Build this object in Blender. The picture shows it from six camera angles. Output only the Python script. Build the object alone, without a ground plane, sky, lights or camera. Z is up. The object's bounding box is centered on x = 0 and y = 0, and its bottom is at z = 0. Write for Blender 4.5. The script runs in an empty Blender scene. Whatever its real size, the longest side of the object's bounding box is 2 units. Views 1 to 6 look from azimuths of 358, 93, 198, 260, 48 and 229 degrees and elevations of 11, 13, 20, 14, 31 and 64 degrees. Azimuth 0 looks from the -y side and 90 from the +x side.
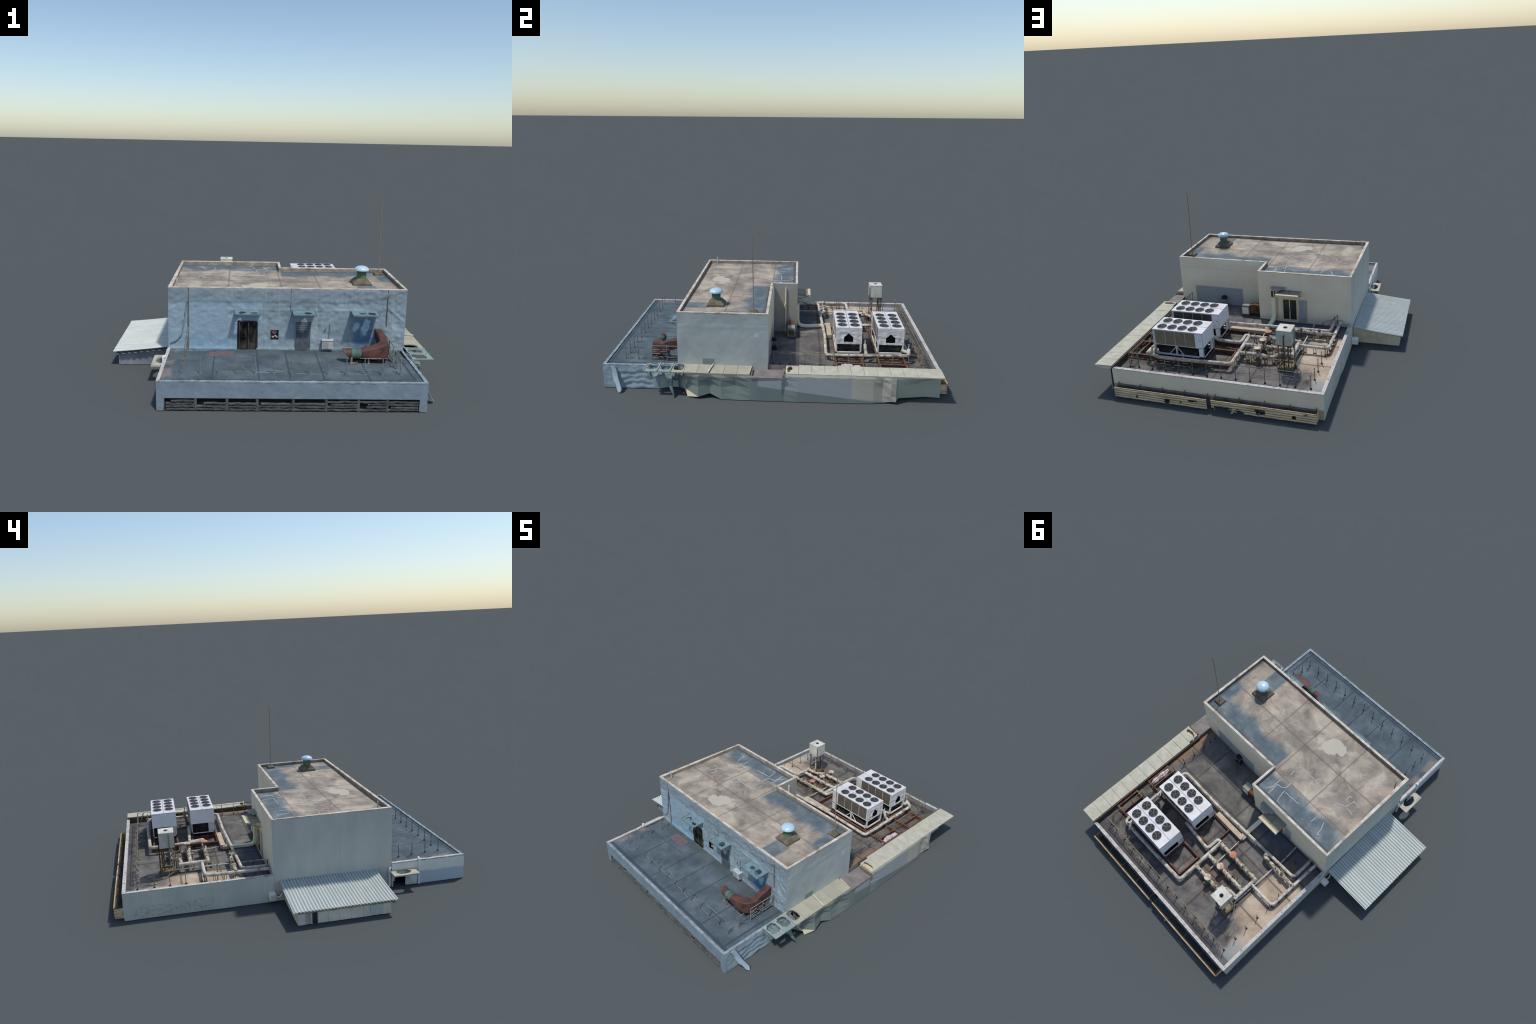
# Flat-roofed utility building: a plastered penthouse between a front terrace and a
# rear plant terrace with two air chillers, pipework, a lean-to shed and a side canopy.
import bpy, math, random
from mathutils import Vector, Matrix, noise

random.seed(7)
R = random.Random(11)

# ------------------------------------------------------------------ colour helpers
def lin(c):
    c /= 255.0
    return c / 12.92 if c <= 0.04045 else ((c + 0.055) / 1.055) ** 2.4

# how strongly the set lights a face of each direction (T top, S front, E, N back, W)
LIGHT = {'T': (1.08, 1.14, 1.29), 'S': (.68, .73, .81), 'E': (.447, .50, .59),
         'N': (.19, .25, .335), 'W': (.20, .265, .355), 'L': (1, 1, 1)}

def col(r, g, b, facing='T'):
    """base colour that shows as sRGB (r,g,b) on a face of that direction"""
    k = LIGHT[facing]
    return tuple(min(0.9, lin(v) / q) for v, q in zip((r, g, b), k)) + (1.0,)

# ------------------------------------------------------------------ node materials
class Mat:
    def __init__(s, name, rough=0.85, metallic=0.0, spec=0.25):
        s.m = bpy.data.materials.new(name)
        s.m.use_nodes = True
        s.t = s.m.node_tree
        s.b = s.t.nodes['Principled BSDF']
        s.b.inputs['Roughness'].default_value = rough
        s.b.inputs['Metallic'].default_value = metallic
        s.b.inputs['Specular IOR Level'].default_value = spec
        s.tc = s.new('ShaderNodeTexCoord')
        s.obj = s.tc.outputs['Object']
        sep = s.new('ShaderNodeSeparateXYZ')
        s.link(s.obj, sep.inputs[0])
        s.x, s.y, s.z = sep.outputs

    def new(s, kind):
        return s.t.nodes.new(kind)

    def link(s, a, b):
        s.t.links.new(a, b)

    def put(s, sock, v):
        if isinstance(v, bpy.types.NodeSocket):
            s.link(v, sock)
        else:
            sock.default_value = v

    def noise(s, scale, detail=4, rough=0.6, stretch=None, shift=0.0, distort=0.0):
        n = s.new('ShaderNodeTexNoise')
        mp = s.new('ShaderNodeMapping')
        s.link(s.obj, mp.inputs[0])
        mp.inputs['Location'].default_value = (shift, shift * .7, shift * 1.3)
        if stretch:
            mp.inputs['Scale'].default_value = stretch
        s.link(mp.outputs[0], n.inputs['Vector'])
        n.inputs['Scale'].default_value = scale
        n.inputs['Detail'].default_value = detail
        n.inputs['Roughness'].default_value = rough
        n.inputs['Distortion'].default_value = distort
        return n.outputs['Fac']

    def math(s, op, a, b=0.0, clamp=False):
        n = s.new('ShaderNodeMath')
        n.operation = op
        n.use_clamp = clamp
        s.put(n.inputs[0], a)
        s.put(n.inputs[1], b)
        return n.outputs[0]

    def step(s, v, a, b):
        n = s.new('ShaderNodeMapRange')
        n.interpolation_type = 'SMOOTHSTEP'
        s.put(n.inputs['Value'], v)
        n.inputs['From Min'].default_value = a
        n.inputs['From Max'].default_value = b
        return n.outputs['Result']

    def band(s, v, a, b, soft):
        up = s.step(v, a - soft, a + soft)
        dn = s.step(v, b - soft, b + soft)
        return s.math('SUBTRACT', up, dn, True)

    def warp(s, v, amount, scale=9, shift=3.0):
        n = s.math('SUBTRACT', s.noise(scale, 3, .55, shift=shift), .5)
        return s.math('ADD', v, s.math('MULTIPLY', n, amount))

    def area(s, x=None, y=None, z=None, soft=.004, wob=0.0, wscale=9, shift=3.0):
        out = None
        for sock, lim, k in ((s.x, x, 0), (s.y, y, 1.7), (s.z, z, 4.1)):
            if lim is None:
                continue
            v = s.warp(sock, wob, wscale, shift + k) if wob else sock
            m = s.band(v, lim[0], lim[1], soft)
            out = m if out is None else s.math('MULTIPLY', out, m)
        return out

    def lines(s, axis, places, half, soft=.0008):
        out = None
        for p in places:
            m = s.band(axis, p - half, p + half, soft)
            out = m if out is None else s.math('MAXIMUM', out, m)
        return out

    def mix(s, fac, a, b, mode='MIX'):
        n = s.new('ShaderNodeMix')
        n.data_type = 'RGBA'
        n.blend_type = mode
        s.put(n.inputs['Factor'], fac)
        s.put(n.inputs['A'], a)
        s.put(n.inputs['B'], b)
        return n.outputs['Result']

    def ramp(s, fac, stops):
        n = s.new('ShaderNodeValToRGB')
        e = n.color_ramp.elements
        while len(e) < len(stops):
            e.new(.5)
        for el, (p, c) in zip(e, stops):
            el.position = p
            el.color = c
        s.link(fac, n.inputs[0])
        return n.outputs[0]

    def scale(s, fac, k):
        return s.math('MULTIPLY', fac, k)

    def done(s, color, bump=None, strength=.3, dist=.002):
        s.put(s.b.inputs['Base Color'], color)
        if bump is not None:
            n = s.new('ShaderNodeBump')
            n.inputs['Strength'].default_value = strength
            n.inputs['Distance'].default_value = dist
            s.link(bump, n.inputs['Height'])
            s.link(n.outputs[0], s.b.inputs['Normal'])
        return s.m


def mottled(name, a, b, scale=30, lo=.35, hi=.7, rough=.8, bump=.2, metallic=0.0, c=None, spec=.25, dist=.0015):
    m = Mat(name, rough, metallic, spec)
    n = m.noise(scale, 5, .65)
    stops = [(lo, a), (hi, b)] if c is None else [(lo, a), ((lo + hi) / 2, b), (hi, c)]
    return m.done(m.ramp(n, stops), m.noise(scale * 4, 3, .6), bump, dist)

# ------------------------------------------------------------------ mesh builder
class Part:
    def __init__(s):
        s.v, s.f, s.mi, s.sm = [], [], [], []

    def add(s, verts, faces, mat=0, smooth=False):
        o = len(s.v)
        s.v += [tuple(p) for p in verts]
        for f in faces:
            s.f.append([i + o for i in f])
            s.mi.append(mat)
            s.sm.append(smooth)

    def box(s, x0, x1, y0, y1, z0, z1, mat=0):
        v = [(x, y, z) for z in (z0, z1) for y in (y0, y1) for x in (x0, x1)]
        s.add(v, [(0, 2, 3, 1), (4, 5, 7, 6), (0, 1, 5, 4), (2, 6, 7, 3), (0, 4, 6, 2), (1, 3, 7, 5)], mat)

    def beam(s, a, b, w, h, mat=0, up=(0, 0, 1)):
        """rectangular bar from a to b"""
        a, b = Vector(a), Vector(b)
        d = (b - a).normalized()
        up = Vector(up)
        if abs(d.dot(up)) > .98:
            up = Vector((0, 1, 0))
        r = d.cross(up).normalized()
        u = r.cross(d)
        v = [p + r * (i * w / 2) + u * (j * h / 2) for p in (a, b) for i, j in ((-1, -1), (1, -1), (1, 1), (-1, 1))]
        s.add(v, [(0, 1, 2, 3), (7, 6, 5, 4), (0, 4, 5, 1), (1, 5, 6, 2), (2, 6, 7, 3), (3, 7, 4, 0)], mat)

    def loft(s, rings, mat=0, smooth=True, caps=True):
        n = len(rings[0])
        v = [p for r in rings for p in r]
        f = []
        for i in range(len(rings) - 1):
            for j in range(n):
                k = (j + 1) % n
                f.append((i * n + j, i * n + k, (i + 1) * n + k, (i + 1) * n + j))
        s.add(v, f, mat, smooth)
        if caps:
            s.add(rings[0], [tuple(reversed(range(n)))], mat)
            s.add(rings[-1], [tuple(range(n))], mat)

    def lathe(s, c, profile, seg=20, mat=0, axis='z', smooth=True, caps=True):
        rings = []
        for r, h in profile:
            ring = []
            for i in range(seg):
                a = 2 * math.pi * i / seg
                p = (r * math.cos(a), r * math.sin(a), h)
                if axis == 'x':
                    p = (p[2], p[0], p[1])
                elif axis == 'y':
                    p = (p[1], p[2], p[0])
                ring.append(Vector(c) + Vector(p))
            rings.append(ring)
        s.loft(rings, mat, smooth, caps)

    def tube(s, pts, r, seg=8, mat=0, bend=0.0, rough=None, caps=True, step=None):
        pts = [Vector(p) for p in pts]
        if bend:
            out = [pts[0]]
            for i in range(1, len(pts) - 1):
                a, p, b = pts[i - 1], pts[i], pts[i + 1]
                k = min(bend, (a - p).length * .48, (b - p).length * .48)
                q0, q1 = p + (a - p).normalized() * k, p + (b - p).normalized() * k
                for t in (0, .2, .4, .6, .8, 1):
                    out.append(q0 * (1 - t) ** 2 + p * 2 * t * (1 - t) + q1 * t * t)
            pts = out + [pts[-1]]
        if step:
            out = [pts[0]]
            for a, b in zip(pts, pts[1:]):
                n = max(1, int((b - a).length / step))
                out += [a.lerp(b, (i + 1) / n) for i in range(n)]
            pts = out
        clean = [pts[0]]
        for p in pts[1:]:
            if (p - clean[-1]).length > 1e-5:
                clean.append(p)
        pts = clean
        d0 = (pts[1] - pts[0]).normalized()
        u = d0.orthogonal().normalized()
        rings, run = [], 0.0
        for i, p in enumerate(pts):
            d = (pts[min(i + 1, len(pts) - 1)] - pts[max(i - 1, 0)]).normalized()
            u = (u - d * u.dot(d)).normalized()
            w = d.cross(u)
            if i:
                run += (p - pts[i - 1]).length
            rr = r * (rough(run) if rough else 1)
            rings.append([p + (u * math.cos(2 * math.pi * j / seg) + w * math.sin(2 * math.pi * j / seg)) * rr for j in range(seg)])
        s.loft(rings, mat, True, caps)

    def sheet(s, fn, nu, nv, mat=0, keep=None, thick=None, smooth=True):
        """grid surface fn(u,v); with thick (a vector) it is a closed slab; keep(u,v) cuts holes"""
        P = [[Vector(fn(i / nu, j / nv)) for i in range(nu + 1)] for j in range(nv + 1)]
        cells = {(i, j) for i in range(nu) for j in range(nv) if keep is None or keep((i + .5) / nu, (j + .5) / nv)}
        idx, v, f = {}, [], []

        def vi(i, j, l):
            k = (i, j, l)
            if k not in idx:
                idx[k] = len(v)
                v.append(P[j][i] + (Vector(thick) if l else Vector()))
            return idx[k]
        for i, j in sorted(cells):
            f.append((vi(i, j, 0), vi(i + 1, j, 0), vi(i + 1, j + 1, 0), vi(i, j + 1, 0)))
        s.add(v, f, mat, smooth)
        if thick:
            idx.clear()
            v2, f2 = [], []
            v, f = v2, f2
            idx2 = {}

            def wi(i, j, l):
                k = (i, j, l)
                if k not in idx2:
                    idx2[k] = len(v2)
                    v2.append(P[j][i] + (Vector(thick) if l else Vector()))
                return idx2[k]
            for i, j in sorted(cells):
                f2.append((wi(i, j + 1, 1), wi(i + 1, j + 1, 1), wi(i + 1, j, 1), wi(i, j, 1)))
                for (di, dj), (a, b) in (((-1, 0), ((i, j + 1), (i, j))), ((1, 0), ((i + 1, j), (i + 1, j + 1))),
                                         ((0, -1), ((i, j), (i + 1, j))), ((0, 1), ((i + 1, j + 1), (i, j + 1)))):
                    if (i + di, j + dj) not in cells:
                        f2.append((wi(*b, 0), wi(*a, 0), wi(*a, 1), wi(*b, 1)))
            s.add(v2, f2, mat, False)

    def build(s, name, parent, mats, angle=None, bevel=0.0, stuff=False, data_only=False):
        me = bpy.data.meshes.new(name)
        me.from_pydata(s.v, [], s.f)
        for m in (mats if isinstance(mats, (list, tuple)) else [mats]):
            me.materials.append(m)
        me.polygons.foreach_set('material_index', s.mi)
        me.polygons.foreach_set('use_smooth', s.sm)
        me.update()
        if angle:
            me.polygons.foreach_set('use_smooth', [True] * len(s.f))
            me.set_sharp_from_angle(angle=math.radians(angle))
        if data_only:
            return me
        return place(name, parent, me, bevel=bevel, stuff=stuff)


def place(name, parent, me, loc=(0, 0, 0), rot=0.0, scale=(1, 1, 1), bevel=0.0, stuff=False):
    o = bpy.data.objects.new(name, me)
    bpy.context.scene.collection.objects.link(o)
    o.parent = parent
    o.location = loc
    o.rotation_euler = (0, 0, rot)
    o.scale = scale
    if bevel:
        b = o.modifiers.new('bevel', 'BEVEL')
        b.width = bevel
        b.segments = 2
        b.limit_method = 'ANGLE'
    if stuff:
        o['kind'] = 'stuff'
    return o


def fbm(p, f, octaves=3):
    p = Vector(p) * f
    a, t = 1.0, 0.0
    for _ in range(octaves):
        t += a * noise.noise(p)
        p = p * 2.03 + Vector((7.1, 3.3, 1.7))
        a *= .5
    return t


def smooth(t, a, b):
    t = max(0.0, min(1.0, (t - a) / (b - a)))
    return t * t * (3 - 2 * t)


def wall(part, a, b, z0, z1, amp, freq=14, step=.01, mat=0, extra=None, keep=None, fade=.012):
    """vertical plastered wall from plan point a to b (outside on the right), lumpy by amp"""
    a, b = Vector((*a, 0)), Vector((*b, 0))
    d = b - a
    L = d.length
    n = Vector((d.y, -d.x, 0)).normalized()
    nu, nv = max(2, int(L / step)), max(2, int((z1 - z0) / step))

    def fn(u, v):
        p = a + d * u + Vector((0, 0, z0 + (z1 - z0) * v))
        e = min(1, u * L / fade, (1 - u) * L / fade, (1 - v) * (z1 - z0) / fade)
        h = amp * fbm(p, freq) + amp * .5 * fbm(p + Vector((5, 5, 5)), freq * 3.1, 2)
        if extra:
            h += extra(u * L, p.z, p)
        return p + n * (h * max(0, e))
    part.sheet(fn, nu, nv, mat, keep=(lambda u, v: keep(u * L, z0 + (z1 - z0) * v)) if keep else None)


def floor(part, x0, x1, y0, y1, z, amp=.0006, step=.02, mat=0, freq=9, rise=None):
    part.sheet(lambda u, v: (x0 + (x1 - x0) * u, y0 + (y1 - y0) * v,
                             z + (rise(x0 + (x1 - x0) * u, y0 + (y1 - y0) * v) if rise else 0) + amp * fbm((x0 + (x1 - x0) * u, y0 + (y1 - y0) * v, z), freq)),
               max(2, int((x1 - x0) / step)), max(2, int((y1 - y0) / step)), mat)

# ------------------------------------------------------------------ main dimensions
X0, X1 = -.513, .730            # penthouse west and east faces
YF, YN, YD = -.556, -.040, .1235  # front face, shallow rear face, deep rear face
XD = .0995                      # step in the rear face
ZR, ZP = .4495, .472            # roof deck, parapet top
TF, TFP = .1385, .1435          # front terrace deck, kerb top
TR, TRP = .128, .157            # rear terrace deck, parapet top
FY = -.9955                     # front face of the front terrace
BX0, BX1, BY = -.5145, .722, .935  # rear terrace faces

root = bpy.data.objects.new('rooftop_building', None)
bpy.context.scene.collection.objects.link(root)
root['label'] = 'weathered concrete rooftop building with chillers, pipes, terraces and shed'
root['category'] = 'building'

# ------------------------------------------------------------------ materials
def plaster_front():
    m = Mat('shaded_blue_front_plaster', .9)
    n = m.noise(7, 5, .6)
    c = m.ramp(n, [(.32, col(102, 120, 133, 'S')), (.55, col(117, 135, 149, 'S')), (.75, col(135, 153, 166, 'S'))])
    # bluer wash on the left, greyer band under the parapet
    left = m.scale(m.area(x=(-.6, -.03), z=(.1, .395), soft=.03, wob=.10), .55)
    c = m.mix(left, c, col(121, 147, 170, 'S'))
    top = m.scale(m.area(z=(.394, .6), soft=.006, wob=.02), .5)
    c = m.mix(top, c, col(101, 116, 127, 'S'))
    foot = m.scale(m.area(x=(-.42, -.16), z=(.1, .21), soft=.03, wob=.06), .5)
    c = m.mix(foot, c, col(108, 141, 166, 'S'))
    blue = m.area(x=(.455, .56), z=(.15, .315), soft=.018, wob=.02)  # blue panel, together with the awning's shade painted onto the wall
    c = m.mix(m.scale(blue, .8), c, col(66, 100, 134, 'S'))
    stain = m.noise(5, 4, .6, stretch=(9, 1, .5), shift=2)
    streak = m.math('MULTIPLY', m.step(stain, .55, .75), m.area(x=(-.2, .8), z=(.13, .48), soft=.03))
    c = m.mix(m.scale(streak, .35), c, col(150, 158, 166, 'S'))
    run = m.math('MULTIPLY', m.step(m.noise(6, 4, .65, stretch=(7, 1, .45), shift=14), .56, .72), m.step(m.x, -.2, -.05))
    c = m.mix(m.scale(run, .4), c, col(92, 102, 109, 'S'))
    lines = m.math('MAXIMUM', m.lines(m.warp(m.x, .004, 30), [-.4115], .0028), m.area(x=(.1195, .1225), z=(.36, .48), soft=.001, wob=.004, wscale=60))
    c = m.mix(m.scale(lines, .35), c, col(82, 78, 74, 'S'))
    dirt = m.math('MULTIPLY', m.step(m.noise(24, 5, .7, shift=9), .6, .72), .25)
    c = m.mix(dirt, c, col(92, 102, 108, 'S'))
    return m.done(c, m.noise(60, 5, .7), .45, .003)


def plaster_side():
    m = Mat('grey_east_plaster', .9)
    n = m.noise(6, 4, .6)
    c = m.ramp(n, [(.3, col(106, 118, 125, 'E')), (.55, col(117, 129, 136, 'E')), (.8, col(126, 137, 143, 'E'))])
    spot = m.area(y=(-.118, -.093), z=(.335, .36), soft=.006, wob=.02)
    c = m.mix(m.scale(spot, .6), c, col(138, 150, 166, 'E'))
    foot = m.area(z=(0, .165), soft=.012, wob=.03)
    c = m.mix(m.scale(foot, .4), c, col(128, 128, 124, 'E'))
    vent = m.area(y=(-.412, -.345), z=(.15, .197), soft=.002)
    c = m.mix(vent, c, col(84, 95, 98, 'E'))
    return m.done(c, m.noise(45, 4, .65), .35, .003)


def plaster_west():
    m = Mat('grey_west_plaster', .85)
    n = m.noise(4, 4, .6, stretch=(1, 2, .6))
    c = m.ramp(n, [(.3, col(90, 103, 111, 'W')), (.7, col(101, 114, 122, 'W'))])
    drip = m.math('MULTIPLY', m.step(m.noise(4, 3, .6, stretch=(1, 12, .35), shift=5), .58, .7), .25)
    c = m.mix(drip, c, col(106, 116, 120, 'W'))
    # old panel marks low on the rear terrace's west face
    mark = m.math('MULTIPLY', m.area(y=(.45, .88), z=(.005, .075), soft=.01, wob=.05, wscale=28), m.step(m.noise(60, 4, .7, shift=4), .46, .6))
    c = m.mix(m.scale(mark, .6), c, col(80, 86, 82, 'W'))
    l = m.lines(m.warp(m.z, .003, 20), [.1165], .0009)
    c = m.mix(m.scale(l, .35), c, col(80, 86, 88, 'W'))
    edge = m.area(y=(.165, .178), z=(0, .15), soft=.003)
    c = m.mix(m.scale(edge, .3), c, col(128, 122, 108, 'W'))
    return m.done(c, m.noise(50, 4, .6), .15, .002)


def plaster_rear():
    m = Mat('lit_cream_rear_plaster', .85)
    n = m.noise(5, 4, .6)
    c = m.ramp(n, [(.3, col(112, 115, 115, 'N')), (.7, col(121, 125, 124, 'N'))])
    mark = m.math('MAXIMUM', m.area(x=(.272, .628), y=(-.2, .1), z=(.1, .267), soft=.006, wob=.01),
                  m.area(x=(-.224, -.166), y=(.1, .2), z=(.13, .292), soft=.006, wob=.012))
    c = m.mix(m.scale(mark, .85), c, col(66, 80, 94, 'N'))  # baked shadow patches behind the chillers and by the door, painted in
    l = m.math('MULTIPLY', m.lines(m.warp(m.z, .003, 16), [.1165], .0008), m.step(m.y, .5, .6))
    l = m.math('MAXIMUM', l, m.math('MULTIPLY', m.lines(m.z, [.3995], .0016), m.area(y=(-.2, 0))))
    c = m.mix(m.scale(l, .4), c, col(86, 96, 104, 'N'))
    v = m.math('MULTIPLY', m.lines(m.warp(m.x, .002, 20), [.285, .091], .0008), m.step(m.y, .5, .6))
    c = m.mix(m.scale(v, .35), c, col(92, 98, 96, 'N'))
    v2 = m.area(x=(-.1905, -.1885), y=(.1, .2), z=(.35, .48), soft=.0006)
    c = m.mix(m.scale(v2, .5), c, col(84, 86, 82, 'N'))
    drip = m.math('MULTIPLY', m.step(m.noise(5, 3, .6, stretch=(11, 1, .4), shift=3), .56, .7), m.area(x=(-.28, -.17), y=(.1, .2), z=(.15, .45), soft=.03))
    c = m.mix(m.scale(drip, .45), c, col(136, 138, 140, 'N'))
    low = m.math('MULTIPLY', m.area(z=(-.1, .06), soft=.004), m.step(m.y, .5, .6))
    c = m.mix(m.scale(low, .85), c, col(86, 82, 74, 'N'))
    return m.done(c, m.noise(50, 4, .6), .12, .002)


def roof_deck_paint():
    m = Mat('tan_roof_screed', .92)
    n = m.noise(6.5, 6, .62, distort=.4)
    c = m.ramp(n, [(.34, col(126, 121, 118)), (.46, col(154, 148, 142)), (.56, col(174, 167, 159)), (.70, col(197, 191, 183))])
    st = m.step(m.noise(5.2, 4, .55, shift=6, distort=.6), .52, .60)
    c = m.mix(m.scale(st, .42), c, col(116, 112, 111))
    st2 = m.step(m.noise(8.5, 4, .55, shift=17, distort=.8), .58, .64)
    c = m.mix(m.scale(st2, .4), c, col(108, 104, 102))
    fine = m.noise(70, 4, .7, shift=2)
    c = m.mix(m.scale(m.step(fine, .5, .75), .25), c, col(180, 170, 160))
    edge = m.step(m.y, -.50, -.545)
    c = m.mix(m.scale(edge, .35), c, col(176, 150, 128))
    joints = m.math('MULTIPLY', m.lines(m.warp(m.y, .003), [-.2915], .0045, .002), 1.0)
    jx = m.math('MULTIPLY', m.lines(m.warp(m.x, .003), [-.2085, .0775, .2865], .0042, .002), m.area(y=(-.6, .2), soft=.01))
    jx2 = m.math('MULTIPLY', m.lines(m.warp(m.x, .003), [.424, .505], .002, .001), m.area(y=(-.29, .05), soft=.004))
    jx2 = m.math('MAXIMUM', jx2, m.math('MULTIPLY', m.lines(m.x, [.684], .002, .001), m.step(m.y, -.44, -.43)))
    j = m.math('MAXIMUM', m.math('MAXIMUM', joints, jx), jx2)
    c = m.mix(m.scale(j, .55), c, col(106, 96, 92))
    # blue-grey baked shadows painted along the rear edges and beside the ventilator
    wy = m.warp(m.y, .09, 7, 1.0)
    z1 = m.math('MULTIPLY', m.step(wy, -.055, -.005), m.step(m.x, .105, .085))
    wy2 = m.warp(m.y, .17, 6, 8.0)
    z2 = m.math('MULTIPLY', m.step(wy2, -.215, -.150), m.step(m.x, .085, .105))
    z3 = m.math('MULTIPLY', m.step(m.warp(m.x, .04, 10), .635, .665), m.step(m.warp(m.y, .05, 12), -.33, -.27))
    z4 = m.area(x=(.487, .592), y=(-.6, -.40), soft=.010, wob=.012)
    painted_shade = m.math('MAXIMUM', m.math('MAXIMUM', z1, z2), m.math('MAXIMUM', z3, z4))
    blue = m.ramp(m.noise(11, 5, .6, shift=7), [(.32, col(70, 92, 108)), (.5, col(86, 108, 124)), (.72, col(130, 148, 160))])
    c = m.mix(m.math('MULTIPLY', painted_shade, m.ramp(m.noise(16, 5, .65, shift=9), [(.3, (.95,) * 3 + (1,)), (.7, (.74,) * 3 + (1,))])), c, blue)
    jb = m.lines(m.warp(m.y, .004), [-.0765], .004, .002)
    jb = m.math('MULTIPLY', jb, m.step(m.x, .09, .11))
    jb = m.math('MAXIMUM', jb, m.math('MULTIPLY', m.lines(m.warp(m.y, .004), [-.045], .004, .002), m.step(m.x, .10, .085)))
    c = m.mix(m.scale(jb, .5), c, col(104, 96, 96))
    # dark blue-grey strip along the rear and east parapets
    edge_strip = m.math('MAXIMUM', m.math('MULTIPLY', m.step(m.y, .085, .097), m.step(m.x, .105, .095)), m.math('MULTIPLY', m.step(m.y, -.074, -.064), m.step(m.x, .095, .105)))
    edge_strip = m.math('MAXIMUM', edge_strip, m.step(m.x, .694, .702))
    c = m.mix(m.scale(edge_strip, .7), c, col(66, 82, 98))
    # pale cement repair and two light ponds
    dx = m.math('ADD', m.scale(m.math('SUBTRACT', m.x, -.055), 11.5), m.scale(m.math('SUBTRACT', m.y, -.402), 6.5))
    dy = m.math('SUBTRACT', m.scale(m.math('SUBTRACT', m.y, -.402), 14), m.scale(m.math('SUBTRACT', m.x, -.055), 10.0))
    d = m.math('ADD', m.math('MULTIPLY', dx, dx), m.math('MULTIPLY', dy, dy))
    d = m.math('ADD', d, m.scale(m.math('SUBTRACT', m.noise(10, 3, .5, shift=1, distort=.5), .5), 3.4))
    c = m.mix(m.scale(m.step(d, 1.05, .85), .92), c, col(190, 187, 180))
    rust = m.math('MULTIPLY', m.area(x=(.42, .62), y=(-.46, -.27), soft=.03, wob=.05), m.step(m.noise(12, 4, .6, shift=5), .45, .7))
    c = m.mix(m.scale(rust, .35), c, col(150, 112, 88))
    return m.done(c, m.noise(80, 4, .7), .25, .002)


def front_deck_paint():
    m = Mat('slate_blue_front_deck', .9)
    n = m.noise(8, 6, .62)
    c = m.ramp(n, [(.32, col(68, 82, 94)), (.5, col(85, 100, 114)), (.70, col(106, 121, 135))])
    c = m.mix(m.scale(m.step(m.noise(90, 4, .7), .55, .8), .3), c, col(112, 128, 140))
    j = m.math('MULTIPLY', m.lines(m.warp(m.x, .003), [-.272, -.0535, .0935, .2525, .4665], .0042, .0015), m.step(m.y, -.955, -.95))
    j2 = m.math('MULTIPLY', m.lines(m.warp(m.y, .003), [-.688], .0022, .001), m.step(m.x, -.05, -.06))
    ring = m.math('MAXIMUM', m.lines(m.warp(m.y, .003), [-.962], .008, .002), m.lines(m.warp(m.x, .003), [.676], .007, .002))
    j = m.math('MAXIMUM', m.math('MAXIMUM', j, j2), ring)
    c = m.mix(m.scale(j, .75), c, col(57, 71, 86))
    near = m.math('MULTIPLY', m.step(m.y, -.64, -.59), .45)
    c = m.mix(near, c, col(74, 84, 86))
    mat_ = m.area(x=(-.302, -.175), y=(-.652, -.586), soft=.002)
    red = m.ramp(m.noise(30, 5, .7), [(.3, col(106, 84, 96)), (.7, col(130, 110, 120))])
    c = m.mix(m.scale(mat_, .8), c, red)
    warm = m.math('MULTIPLY', m.step(m.warp(m.x, .05, 12), -.455, -.485), m.step(m.noise(14, 4, .6, shift=2), .4, .6))
    c = m.mix(m.scale(warm, .5), c, col(150, 138, 132))
    return m.done(c, m.noise(70, 5, .7), .3, .002)


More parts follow.
